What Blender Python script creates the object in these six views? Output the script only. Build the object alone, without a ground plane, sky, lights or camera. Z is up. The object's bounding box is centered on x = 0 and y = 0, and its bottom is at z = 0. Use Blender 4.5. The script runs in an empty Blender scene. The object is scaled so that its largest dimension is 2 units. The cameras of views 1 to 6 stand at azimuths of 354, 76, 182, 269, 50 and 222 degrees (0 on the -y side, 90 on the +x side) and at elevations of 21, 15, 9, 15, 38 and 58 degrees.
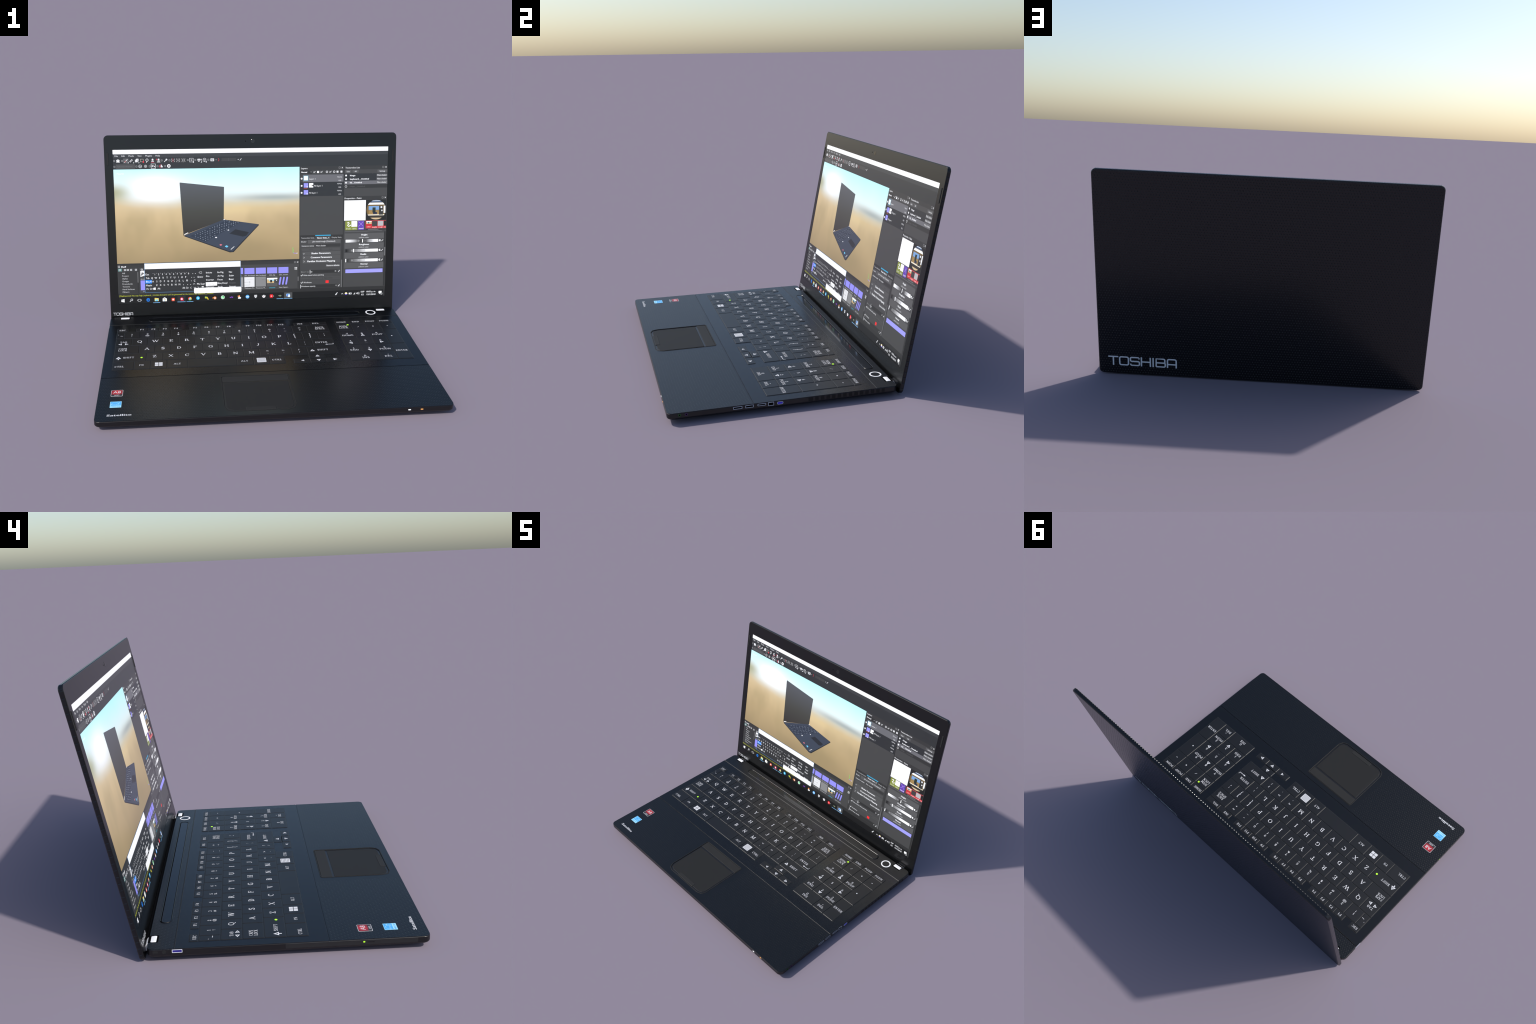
# Open notebook computer with lit screen, built part by part.
import bpy, bmesh, math
from math import sin, cos, pi, radians, hypot, floor
from mathutils import Vector, Matrix

# ------------------------------------------------------------------ colours and materials
def lin(c):
    return tuple((v / 255 / 12.92) if v / 255 <= 0.04045 else ((v / 255 + 0.055) / 1.055) ** 2.4 for v in c)

MATS = {}

def new_mat(name):
    m = bpy.data.materials.new(name)
    m.use_nodes = True
    nt = m.node_tree
    return m, nt, nt.nodes["Principled BSDF"]

def solid(name, col, rough=0.4, metal=0.0, spec=0.5, emit=0.0, coat=0.0):
    if name in MATS:
        return MATS[name]
    m, nt, b = new_mat(name)
    b.inputs["Base Color"].default_value = (*col, 1)
    b.inputs["Roughness"].default_value = rough
    b.inputs["Metallic"].default_value = metal
    b.inputs["Specular IOR Level"].default_value = spec
    b.inputs["Coat Weight"].default_value = coat
    if emit:
        b.inputs["Emission Color"].default_value = (*col, 1)
        b.inputs["Emission Strength"].default_value = emit
    MATS[name] = m
    return m

def node(nt, kind, **kw):
    n = nt.nodes.new(kind)
    for k, v in kw.items():
        setattr(n, k, v)
    return n

def math_n(nt, op, a, b=None, c=None):
    n = node(nt, "ShaderNodeMath", operation=op)
    for i, v in enumerate((a, b, c)):
        if v is None:
            continue
        if isinstance(v, (int, float)):
            n.inputs[i].default_value = v
        else:
            nt.links.new(v, n.inputs[i])
    return n.outputs[0]

def grain(nt, b, col, amount=0.12, scale=220.0):
    """very fine tonal grain of moulded plastic"""
    tc = node(nt, "ShaderNodeTexCoord")
    nz = node(nt, "ShaderNodeTexNoise")
    nz.inputs["Scale"].default_value = scale
    nz.inputs["Detail"].default_value = 3
    nt.links.new(tc.outputs["Object"], nz.inputs["Vector"])
    mx = node(nt, "ShaderNodeMix", data_type="RGBA")
    nt.links.new(nz.outputs["Fac"], mx.inputs["Factor"])
    mx.inputs["A"].default_value = (*[v * (1 - amount) for v in col], 1)
    mx.inputs["B"].default_value = (*[v * (1 + amount) for v in col], 1)
    nt.links.new(mx.outputs["Result"], b.inputs["Base Color"])
    return tc

def plastic(name, col, rough, spec=0.5, dots=None, grain_scale=220.0, clear=None):
    """moulded plastic; dots = (spacing x, spacing y, dot radius, depth) gives a staggered field of dimples; clear = (centre x, half width) leaves a plain band"""
    m, nt, b = new_mat(name)
    b.inputs["Roughness"].default_value = rough
    b.inputs["Specular IOR Level"].default_value = spec
    tc = grain(nt, b, col, scale=grain_scale)
    if dots:
        dx, dy, rad, depth = dots
        sep = node(nt, "ShaderNodeSeparateXYZ")
        nt.links.new(tc.outputs["Object"], sep.inputs[0])
        v = math_n(nt, "DIVIDE", sep.outputs["Y"], dy)
        row = math_n(nt, "FLOOR", v)
        par = math_n(nt, "FLOORED_MODULO", row, 2.0)
        u = math_n(nt, "ADD", math_n(nt, "DIVIDE", sep.outputs["X"], dx), math_n(nt, "MULTIPLY", par, 0.5))
        fu = math_n(nt, "MULTIPLY", math_n(nt, "SUBTRACT", math_n(nt, "FRACT", u), 0.5), dx)
        fv = math_n(nt, "MULTIPLY", math_n(nt, "SUBTRACT", math_n(nt, "FRACT", v), 0.5), dy)
        d = math_n(nt, "SQRT", math_n(nt, "ADD", math_n(nt, "MULTIPLY", fu, fu), math_n(nt, "MULTIPLY", fv, fv)))
        mr = node(nt, "ShaderNodeMapRange", interpolation_type="SMOOTHSTEP")
        nt.links.new(d, mr.inputs["Value"])
        mr.inputs["From Min"].default_value = rad * 0.25
        mr.inputs["From Max"].default_value = rad
        bp = node(nt, "ShaderNodeBump")
        bp.inputs["Strength"].default_value = 1.0
        bp.inputs["Distance"].default_value = depth
        h = mr.outputs["Result"]
        if clear:
            off = math_n(nt, "ABSOLUTE", math_n(nt, "SUBTRACT", sep.outputs["X"], clear[0]))
            plain = math_n(nt, "LESS_THAN", off, clear[1])
            h = math_n(nt, "MAXIMUM", h, plain)
        nt.links.new(h, bp.inputs["Height"])
        nt.links.new(bp.outputs["Normal"], b.inputs["Normal"])
    MATS[name] = m
    return m

NAVY = (0.0017, 0.0021, 0.0027)
m_deck = plastic("navy_plastic", NAVY, 0.27)
m_dots = plastic("navy_dimpled_plastic", NAVY, 0.30, dots=(0.0150, 0.0155, 0.0040, 0.00045))
m_palm = plastic("navy_palm_plastic", NAVY, 0.30, dots=(0.0150, 0.0155, 0.0040, 0.00045), clear=(-0.088, 0.245))
m_lidback = plastic("black_dimpled_plastic", (0.0028, 0.0032, 0.0046), 0.27, dots=(0.0167, 0.0163, 0.0045, 0.0030))
m_side = plastic("black_side_plastic", (0.0062, 0.0056, 0.0062), 0.34)
m_drive = plastic("drive_front_plastic", (0.016, 0.016, 0.016), 0.38)
m_key = plastic("key_plastic", (0.0058, 0.0058, 0.0062), 0.38)
m_bezel = plastic("bezel_plastic", (0.0040, 0.0042, 0.0046), 0.25)
m_pad = plastic("touchpad_plastic", (0.0185, 0.0185, 0.0185), 0.60, spec=0.17)
m_strip = plastic("touchpad_strip_plastic", (0.0245, 0.0242, 0.0238), 0.60, spec=0.17)  # pad grey lightened for the extra light a tilted strip catches
m_tray = solid("key_gap_grey", (0.006, 0.006, 0.006), 0.40)
m_seam_highlight = solid("seam_highlight_grey", (0.024, 0.023, 0.022), 0.38)
m_gloss = plastic("glossy_bar_plastic", NAVY, 0.10)
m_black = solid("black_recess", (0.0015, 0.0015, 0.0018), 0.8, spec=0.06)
m_rubber = solid("black_rubber", (0.010, 0.010, 0.010), 0.7)
m_ink = solid("white_ink", (0.68, 0.68, 0.70), 0.5)
m_cap = solid("white_hinge_plastic", (0.93, 0.93, 0.95), 0.35)
m_logo = solid("silver_logo_paint", (0.66, 0.70, 0.76), 0.4)
m_port = solid("port_metal", (0.42, 0.45, 0.52), 0.4)
m_portblue = solid("port_blue_plastic", (0.050, 0.030, 0.62), 0.4)  # blue brightened to show through the shade on the right wall
m_green = solid("green_indicator", (0.46, 0.95, 0.035), 0.4, emit=0.35)
m_white_led = solid("white_indicator", (0.95, 0.95, 0.95), 0.4, emit=0.5)
m_orange = solid("orange_indicator", (0.92, 0.42, 0.12), 0.4, emit=0.25)
m_jackgreen = solid("green_jack_ring", (0.01, 0.10, 0.012), 0.4)
m_jackviolet = solid("violet_jack_ring", (0.06, 0.012, 0.10), 0.4)
m_lens = solid("camera_lens", (0.020, 0.018, 0.016), 0.12)

SCREEN_EMIT = 0.22
def ui(r, g=None, b=None):
    """self-lit screen colour given as 0-255 values"""
    if g is None:
        g = b = r
    name = "screen_%d_%d_%d" % (r, g, b)
    if name in MATS:
        return MATS[name]
    c = (r, g, b)
    if max(c) < 130 and max(c) - min(c) < 16:      # panel greys
        c = tuple(v * 0.87 for v in c)
    return solid(name, lin(c), 0.30, emit=SCREEN_EMIT)

# ------------------------------------------------------------------ outlines
def rrect(x0, x1, y0, y1, r=0.0, n=5):
    """rounded rectangle, counter-clockwise; r = one radius or (front-left, front-right, back-right, back-left)"""
    rs = (r,) * 4 if isinstance(r, (int, float)) else r
    cs = [(x0, y0, 1, 1, pi), (x1, y0, -1, 1, 1.5 * pi), (x1, y1, -1, -1, 0.0), (x0, y1, 1, -1, 0.5 * pi)]
    pts = []
    for (x, y, sx, sy, a0), rad in zip(cs, rs):
        if rad <= 1e-6:
            pts.append((x, y))
            continue
        cx, cy = x + sx * rad, y + sy * rad
        for i in range(n + 1):
            a = a0 + 0.5 * pi * i / n
            pts.append((cx + rad * cos(a), cy + rad * sin(a)))
    return pts

def circle(cx, cy, rx, ry=None, n=24, a0=0.0):
    ry = rx if ry is None else ry
    return [(cx + rx * cos(a0 + 2 * pi * i / n), cy + ry * sin(a0 + 2 * pi * i / n)) for i in range(n)]

def arc(cx, cy, rx, ry, a0, a1, n=10):
    return [(cx + rx * cos(radians(a0 + (a1 - a0) * i / n)), cy + ry * sin(radians(a0 + (a1 - a0) * i / n))) for i in range(n + 1)]

def inset_outline(pts, d):
    """shrink a convex counter-clockwise outline by d"""
    if abs(d) < 1e-9:
        return list(pts)
    out, n = [], len(pts)
    for i in range(n):
        p0, p1, p2 = Vector(pts[i - 1]), Vector(pts[i]), Vector(pts[(i + 1) % n])
        e1, e2 = (p1 - p0), (p2 - p1)
        if e1.length < 1e-9 or e2.length < 1e-9:
            e1 = e1 if e1.length >= 1e-9 else e2
            e2 = e2 if e2.length >= 1e-9 else e1
        e1.normalize(); e2.normalize()
        n1, n2 = Vector((-e1.y, e1.x)), Vector((-e2.y, e2.x))
        m = n1 + n2
        m = m / max(0.3, m.dot(m) / 2)
        q = p1 + m * d
        out.append((q.x, q.y))
    return out

# ------------------------------------------------------------------ text
TEXT_CACHE = {}
def text_mesh(s):
    if s in TEXT_CACHE:
        return TEXT_CACHE[s]
    cu = bpy.data.curves.new("t", "FONT")
    cu.body = s
    cu.size = 1.0
    cu.resolution_u = 2
    ob = bpy.data.objects.new("t", cu)
    bpy.context.scene.collection.objects.link(ob)
    bpy.context.view_layer.update()
    me = ob.to_mesh()
    vs = [(v.co.x, v.co.y) for v in me.vertices]
    fs = [tuple(p.vertices) for p in me.polygons]
    ob.to_mesh_clear()
    bpy.data.objects.remove(ob)
    bpy.data.curves.remove(cu)
    TEXT_CACHE[s] = (vs, fs)
    return vs, fs

# ------------------------------------------------------------------ serif stroke lettering for the key legends
THICK, THIN = 0.140, 0.062
def stem(x, y0=0.0, y1=1.0, w=THICK):
    return ([(x, y0), (x, y1)], w)
def bar(x0, x1, y, w=THIN):
    return ([(x0, y), (x1, y)], w)
def ser(x, y, h=0.17):
    return ([(x - h, y), (x + h, y)], THIN)

def glyph_table():
    G = {}
    G["A"] = (0.96, [([(0.10, 0), (0.48, 1)], 0.09), ([(0.46, 1), (0.84, 0)], THICK), bar(0.24, 0.7, 0.33), ser(0.11, 0.04, 0.13), ser(0.84, 0.04, 0.14)])
    bowl_hi = [(0.08, 0.96), (0.42, 0.96)] + arc(0.42, 0.745, 0.24, 0.215, 80, -80, 8) + [(0.42, 0.53), (0.2, 0.53)]
    bowl_lo = [(0.2, 0.53), (0.45, 0.53)] + arc(0.45, 0.285, 0.28, 0.245, 80, -80, 8) + [(0.45, 0.04), (0.08, 0.04)]
    G["B"] = (0.86, [stem(0.22), (bowl_hi, None), (bowl_lo, None)])
    G["C"] = (0.88, [(arc(0.46, 0.5, 0.36, 0.46, 48, 312, 14), None), stem(0.75, 0.66, 0.98, 0.08)])
    G["D"] = (0.94, [stem(0.22), ([(0.08, 0.96), (0.40, 0.96)] + arc(0.40, 0.5, 0.40, 0.46, 80, -80, 12) + [(0.40, 0.04), (0.08, 0.04)], None)])
    G["E"] = (0.82, [stem(0.22), bar(0.06, 0.74, 0.96), bar(0.22, 0.56, 0.52), bar(0.06, 0.76, 0.04), stem(0.71, 0.74, 0.98, 0.08), stem(0.73, 0.02, 0.28, 0.08), stem(0.54, 0.40, 0.64, 0.07)])
    G["F"] = (0.78, [stem(0.22), bar(0.06, 0.72, 0.96), bar(0.22, 0.56, 0.52), stem(0.69, 0.74, 0.98, 0.08), stem(0.54, 0.40, 0.64, 0.07), ser(0.22, 0.04)])
    G["G"] = (0.95, [(arc(0.46, 0.5, 0.36, 0.46, 48, 320, 14), None), stem(0.76, 0.68, 0.98, 0.08), stem(0.74, 0.06, 0.42), ser(0.74, 0.42, 0.18)])
    G["H"] = (1.02, [stem(0.22), stem(0.80), bar(0.22, 0.8, 0.52)] + [ser(x, y) for x in (0.22, 0.80) for y in (0.04, 0.96)])
    G["I"] = (0.48, [stem(0.24), ser(0.24, 0.04), ser(0.24, 0.96)])
    G["J"] = (0.64, [stem(0.42, 0.25, 1.0), (arc(0.25, 0.25, 0.17, 0.22, 0, -165, 8), 0.10), ser(0.42, 0.96)])
    G["K"] = (0.98, [stem(0.22), ([(0.24, 0.40), (0.76, 0.95)], 0.085), ([(0.42, 0.60), (0.82, 0.03)], THICK), ser(0.22, 0.04), ser(0.22, 0.96), ser(0.76, 0.96, 0.14), ser(0.82, 0.04, 0.14)])
    G["L"] = (0.78, [stem(0.22), bar(0.06, 0.72, 0.04), stem(0.70, 0.02, 0.32, 0.08), ser(0.22, 0.96)])
    G["M"] = (1.16, [stem(0.17, w=0.09), ([(0.18, 0.98), (0.56, 0.05)], THICK), ([(0.56, 0.05), (0.94, 0.98)], 0.085), stem(0.95), ser(0.16, 0.04, 0.14), ser(0.14, 0.96, 0.12), ser(0.95, 0.04), ser(0.98, 0.96, 0.13)])
    G["N"] = (1.0, [stem(0.18, w=0.09), ([(0.18, 0.98), (0.80, 0.02)], THICK), stem(0.81, w=0.09), ser(0.18, 0.04, 0.15), ser(0.13, 0.96, 0.12), ser(0.81, 0.96, 0.15)])
    G["O"] = (0.96, [(arc(0.48, 0.5, 0.38, 0.46, 0, 360, 22), None)])
    G["P"] = (0.80, [stem(0.22), ([(0.08, 0.96), (0.44, 0.96)] + arc(0.44, 0.70, 0.26, 0.26, 80, -80, 8) + [(0.44, 0.44), (0.2, 0.44)], None), ser(0.22, 0.04)])
    G["Q"] = (0.96, [(arc(0.48, 0.5, 0.38, 0.46, 0, 360, 22), None), ([(0.42, 0.10), (0.60, 0.0), (0.78, -0.20), (0.92, -0.18)], 0.11)])
    G["R"] = (0.96, [stem(0.22), ([(0.08, 0.96), (0.44, 0.96)] + arc(0.44, 0.73, 0.26, 0.23, 80, -80, 8) + [(0.44, 0.50), (0.2, 0.50)], None), ([(0.48, 0.50), (0.80, 0.03)], THICK), ser(0.22, 0.04), ser(0.84, 0.04, 0.12)])
    s_path = arc(0.36, 0.73, 0.24, 0.23, 40, 180, 7) + [(0.14, 0.66), (0.36, 0.52), (0.56, 0.40)] + arc(0.36, 0.27, 0.26, 0.23, 20, -150, 9)
    G["S"] = (0.74, [(s_path, 0.13), stem(0.58, 0.70, 0.98, 0.07), stem(0.12, 0.02, 0.30, 0.07)])
    G["T"] = (0.88, [stem(0.44), bar(0.08, 0.80, 0.96), stem(0.11, 0.72, 0.98, 0.08), stem(0.77, 0.72, 0.98, 0.08), ser(0.44, 0.04)])
    G["U"] = (0.98, [([(0.22, 1.0), (0.22, 0.34)] + arc(0.49, 0.32, 0.27, 0.28, 185, 360, 9) + [(0.76, 1.0)], None), ser(0.22, 0.96), ser(0.78, 0.96, 0.14)])
    G["V"] = (0.96, [([(0.14, 1.0), (0.49, 0.02)], THICK), ([(0.49, 0.02), (0.83, 1.0)], 0.085), ser(0.14, 0.96), ser(0.83, 0.96, 0.13)])
    G["W"] = (1.36, [([(0.14, 1.0), (0.43, 0.02)], THICK), ([(0.43, 0.02), (0.70, 0.96)], 0.085), ([(0.66, 1.0), (0.94, 0.02)], THICK), ([(0.94, 0.02), (1.22, 1.0)], 0.085), ser(0.14, 0.96), ser(0.66, 0.96, 0.14), ser(1.22, 0.96, 0.13)])
    G["X"] = (0.98, [([(0.16, 0.98), (0.80, 0.02)], THICK), ([(0.16, 0.02), (0.80, 0.98)], 0.085), ser(0.16, 0.96, 0.15), ser(0.82, 0.96, 0.13), ser(0.15, 0.04, 0.13), ser(0.82, 0.04, 0.15)])
    G["Y"] = (0.94, [([(0.14, 0.98), (0.47, 0.45)], THICK), ([(0.47, 0.45), (0.80, 0.98)], 0.085), stem(0.47, 0.0, 0.47), ser(0.14, 0.96, 0.15), ser(0.82, 0.96, 0.13), ser(0.47, 0.04)])
    G["Z"] = (0.82, [bar(0.10, 0.72, 0.96), ([(0.66, 0.98), (0.16, 0.02)], THICK), bar(0.10, 0.74, 0.04), stem(0.13, 0.72, 0.98, 0.08), stem(0.71, 0.02, 0.30, 0.08)])
    G["0"] = (0.70, [(arc(0.35, 0.5, 0.25, 0.46, 0, 360, 20), None)])
    G["1"] = (0.56, [stem(0.30), ([(0.10, 0.80), (0.30, 0.96)], 0.08), ser(0.30, 0.04)])
    G["2"] = (0.72, [(arc(0.35, 0.72, 0.24, 0.24, 160, -20, 9) + [(0.46, 0.42), (0.12, 0.06)], 0.13), bar(0.08, 0.64, 0.06, 0.12), stem(0.62, 0.02, 0.24, 0.07)])
    G["3"] = (0.70, [(arc(0.33, 0.75, 0.22, 0.21, 150, -80, 9), 0.12), (arc(0.33, 0.28, 0.25, 0.26, 85, -150, 10), 0.13)])
    G["4"] = (0.74, [stem(0.50), ([(0.50, 0.96), (0.08, 0.32)], 0.085), bar(0.06, 0.70, 0.30), ser(0.50, 0.04, 0.15)])
    G["5"] = (0.70, [bar(0.18, 0.60, 0.93, 0.12), stem(0.18, 0.50, 0.95, 0.08), (arc(0.33, 0.31, 0.26, 0.27, 120, -150, 10), 0.13)])
    G["6"] = (0.72, [(arc(0.36, 0.30, 0.24, 0.27, 0, 360, 14), None), ([(0.58, 0.94), (0.34, 0.84), (0.17, 0.58), (0.13, 0.30)], 0.13)])
    G["7"] = (0.70, [bar(0.10, 0.64, 0.93, 0.12), ([(0.62, 0.93), (0.38, 0.45), (0.34, 0.0)], 0.15), stem(0.11, 0.72, 0.96, 0.07)])
    G["8"] = (0.70, [(arc(0.35, 0.74, 0.20, 0.21, 0, 360, 14), 0.12), (arc(0.35, 0.27, 0.25, 0.25, 0, 360, 16), 0.13)])
    G["9"] = (0.72, [(arc(0.36, 0.68, 0.24, 0.27, 0, 360, 14), None), ([(0.14, 0.06), (0.38, 0.14), (0.55, 0.40), (0.59, 0.68)], 0.13)])
    return G
GLYPHS = glyph_table()

# ------------------------------------------------------------------ mesh builder
class Build:
    """collects faces with materials, makes one named mesh object"""
    def __init__(self):
        self.v, self.f, self.mi, self.mats, self.sm = [], [], [], [], []
        self.T = Matrix.Identity(4)
    def mat(self, m):
        if m not in self.mats:
            self.mats.append(m)
        return self.mats.index(m)
    def add(self, verts, faces, m, smooth=False):
        o = len(self.v)
        self.v += [tuple(self.T @ Vector(p)) for p in verts]
        k = self.mat(m)
        for f in faces:
            self.f.append(tuple(i + o for i in f)); self.mi.append(k); self.sm.append(smooth)
    def loft(self, rings, m, caps=(True, True), smooth=False):
        """rings: equal-length 3D loops, bottom first, each counter-clockwise seen from above"""
        n = len(rings[0]); vs, fs = [], []
        for r in rings:
            vs += list(r)
        for k in range(len(rings) - 1):
            for i in range(n):
                j = (i + 1) % n
                fs.append((k * n + i, k * n + j, (k + 1) * n + j, (k + 1) * n + i))
        self.add(vs, fs, m, smooth)
        if caps[0]:
            self.add(rings[0], [tuple(range(n))[::-1]], m)
        if caps[1]:
            self.add(rings[-1], [tuple(range(n))], m)
    def slab(self, pts, z0, z1, m, bevel=0.0, bottom=False):
        """solid plate over a convex outline with a chamfered upper edge"""
        rings = [[(x, y, z0) for x, y in pts]]
        if bevel > 0:
            rings.append([(x, y, z1 - bevel) for x, y in pts])
            p1 = inset_outline(pts, bevel * 0.35); p2 = inset_outline(pts, bevel)
            rings.append([(x, y, z1 - bevel * 0.35) for x, y in p1])
            rings.append([(x, y, z1) for x, y in p2])
        else:
            rings.append([(x, y, z1) for x, y in pts])
        self.loft(rings, m, caps=(bottom, True))
    def frame(self, outer, inner, z0, z1, m):
        """plate with a hole"""
        bm = bmesh.new()
        loops = []
        for lp in (outer, inner):
            vs = [bm.verts.new((x, y, z1)) for x, y in lp]
            loops.append([bm.edges.new((vs[i], vs[(i + 1) % len(vs)])) for i in range(len(vs))])
        bmesh.ops.triangle_fill(bm, use_beauty=True, edges=loops[0] + loops[1], normal=(0, 0, 1))
        bm.verts.index_update()
        vs = [tuple(v.co) for v in bm.verts]
        fs = []
        for f in bm.faces:
            ids = [v.index for v in f.verts]
            fs.append(tuple(ids) if f.normal.z >= 0 else tuple(ids[::-1]))
        bm.free()
        self.add(vs, fs, m)
        for lp, flip in ((outer, False), (inner, True)):
            n = len(lp)
            vv = [(x, y, z0) for x, y in lp] + [(x, y, z1) for x, y in lp]
            ff = [(i, (i + 1) % n, n + (i + 1) % n, n + i) for i in range(n)]
            if flip:
                ff = [f[::-1] for f in ff]
            self.add(vv, ff, m)
    def stroke(self, pts, w, z, m, h=0.0):
        """ribbon along a polyline; w = width or a function of direction"""
        n = len(pts); L, R = [], []
        closed = hypot(pts[0][0] - pts[-1][0], pts[0][1] - pts[-1][1]) < 1e-6
        for i in range(n):
            if closed:
                a = pts[i - 1] if i > 0 else pts[-2]
                b = pts[i + 1] if i < n - 1 else pts[1]
            else:
                a, b = pts[max(0, i - 1)], pts[min(n - 1, i + 1)]
            dx, dy = b[0] - a[0], b[1] - a[1]
            l = hypot(dx, dy) or 1e-9
            ww = w(dx / l, dy / l) if callable(w) else w
            nx, ny = -dy / l * ww / 2, dx / l * ww / 2
            L.append((pts[i][0] + nx, pts[i][1] + ny, z)); R.append((pts[i][0] - nx, pts[i][1] - ny, z))
        fs = [(n + i, n + i + 1, i + 1, i) for i in range(n - 1)]
        self.add(L + R, fs, m)
    def poly(self, pts, z, m):
        """flat printed patch"""
        area = sum(pts[i - 1][0] * p[1] - p[0] * pts[i - 1][1] for i, p in enumerate(pts))
        pts = pts if area > 0 else pts[::-1]
        self.add([(x, y, z) for x, y in pts], [tuple(range(len(pts)))], m)
    def text(self, s, x, y, z, m, size=None, width=None, align="l", cap=None, wide=1.0):
        """built-in font; cap = capital height, width = fit to this width"""
        vs, fs = text_mesh(s)
        if not vs:
            return
        x0, x1 = min(v[0] for v in vs), max(v[0] for v in vs)
        sy = cap / 0.70 if cap else size
        sx = (width / max(1e-6, x1 - x0)) if width else sy * wide
        wd = (x1 - x0) * sx
        ox = {"l": x, "c": x - wd / 2, "r": x - wd}[align]
        self.add([(ox + (a - x0) * sx, y + b * sy, z) for a, b in vs], fs, m)
    def serif(self, s, cx, cy, h, m, z, wide=1.12, width=None, gap=0.10):
        """key legend in the serif stroke lettering, centred on cx, cy"""
        adv, total = [], 0.0
        for ch in s:
            w = GLYPHS[ch][0] if ch in GLYPHS else 0.5
            adv.append((ch, total)); total += w + gap
        total -= gap
        sx = width / total if width else h * wide
        x0 = cx - total * sx / 2; y0 = cy - h / 2
        k = 0
        for ch, a in adv:
            if ch not in GLYPHS:
                continue
            for pts, w in GLYPHS[ch][1]:
                P = [(x0 + (a + px) * sx, y0 + py * h) for px, py in pts]
                sc = (sx + h) / 2
                if w is None:
                    fn = lambda dx, dy, sc=sc: (THIN + (THICK - THIN) * abs(dy) ** 1.3) * sc
                else:
                    vert = abs(pts[0][0] - pts[-1][0]) < 1e-6
                    fn = w * (sx if vert else h)
                self.stroke(P, fn, z + 0.00003 * (k % 9), m)
                k += 1
    def make(self, name, parent=None, origin=None, matrix=None):
        me = bpy.data.meshes.new(name)
        vs = self.v
        if origin:
            vs = [(x - origin[0], y - origin[1], z - origin[2]) for x, y, z in vs]
        me.from_pydata(vs, [], self.f)
        for m in self.mats:
            me.materials.append(m)
        me.polygons.foreach_set("material_index", self.mi)
        me.polygons.foreach_set("use_smooth", self.sm)
        me.update()
        ob = bpy.data.objects.new(name, me)
        bpy.context.scene.collection.objects.link(ob)
        if parent:
            ob.parent = parent
        if origin:
            ob.location = origin
        if matrix is not None:
            ob.matrix_local = matrix
        return ob

# ------------------------------------------------------------------ the laptop
laptop = bpy.data.objects.new("laptop", None)
bpy.context.scene.collection.objects.link(laptop)
laptop["label"] = "open dark navy laptop with lit screen and white key legends"
laptop["category"] = "laptop"

YF, YB = -0.780, 0.513            # front and back of the base
TOP = 0.0615                      # upper surface of the base
# lower case -------------------------------------------------------
b = Build()
YF = -0.7825
def base_ring(ins, zf, zb):
    """ring of the case inset by ins; height runs from zf at the front edge to zb at the back edge"""
    pts = rrect(-1 + ins, 1 - ins, YF + ins, YB - ins * 0.6, max(0.004, 0.030 - ins * 0.3), 6)
    return [(x, y, zf + (zb - zf) * (y - YF) / (YB - YF)) for x, y in pts]
prof = [(0.070, 0.0080, 0.0040), (0.030, 0.0130, 0.0105), (0.010, 0.0215, 0.0200), (0.0035, 0.0270, 0.0260), (0.0008, 0.0315, 0.0310), (0.0, 0.0345, 0.0340), (0.0, 0.0575, 0.0575), (0.0012, 0.0588, 0.0588)]
b.loft([base_ring(*p) for p in prof], m_side, smooth=False)
case = b.make("base_case", laptop)

# rubber feet, taller under the front edge
for fx, fy, fz in ((-0.82, -0.62, 0.011), (0.82, -0.62, 0.011), (-0.82, 0.38, 0.008), (0.82, 0.38, 0.008)):
    q = Build()
    q.slab(circle(fx, fy, 0.030, n=20), 0.0, fz, m_rubber, bottom=True)
    q.make("rubber_foot", case, origin=(fx, fy, 0.0))

# upper panels: palm rest with touchpad well, keyboard deck, hinge cover
PX0, PX1, PY0, PY1 = -0.289, 0.113, -0.738, -0.357
def pad_shape(d, y1=PY1):
    return rrect(PX0 + d, PX1 - d, PY0 + d, y1 - d, (0.048, 0.048, 0.012, 0.012), 2)
b = Build()
palm_out = rrect(-0.9985, 0.9985, YF + 0.0015, -0.3208, (0.0285, 0.0285, 0.002, 0.002), 6)
b.frame(palm_out, pad_shape(0), 0.0570, TOP, m_palm)
palm = b.make("palm_rest", laptop)
b = Build()
b.slab(rrect(-0.9985, 0.9985, -0.3162, 0.3850, 0.002, 2), 0.0570, TOP, m_deck, bevel=0.0003)
deck = b.make("keyboard_deck", laptop)
b = Build()
strip = rrect(-0.9985, 0.9985, 0.3880, YB, (0.002, 0.002, 0.028, 0.028), 6)
b.slab(strip, 0.0570, TOP, m_dots, bevel=0.0026)
cover = b.make("hinge_cover", laptop)
# edge highlight of the rear seam, modelled as a fine paler ridge
b = Build()
for y, mm in ((0.3865, m_seam_highlight),):
    sec = [(-0.0013, 0.0590), (-0.0011, TOP + 0.0001), (-0.0004, TOP + 0.0007), (0.0004, TOP + 0.0007), (0.0011, TOP + 0.0001), (0.0013, 0.0590)]
    b.loft([[(x, y + dy, z) for dy, z in sec] for x in (-0.9980, 0.9980)], mm)
b.make("seam_highlight_ridge", laptop)
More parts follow.
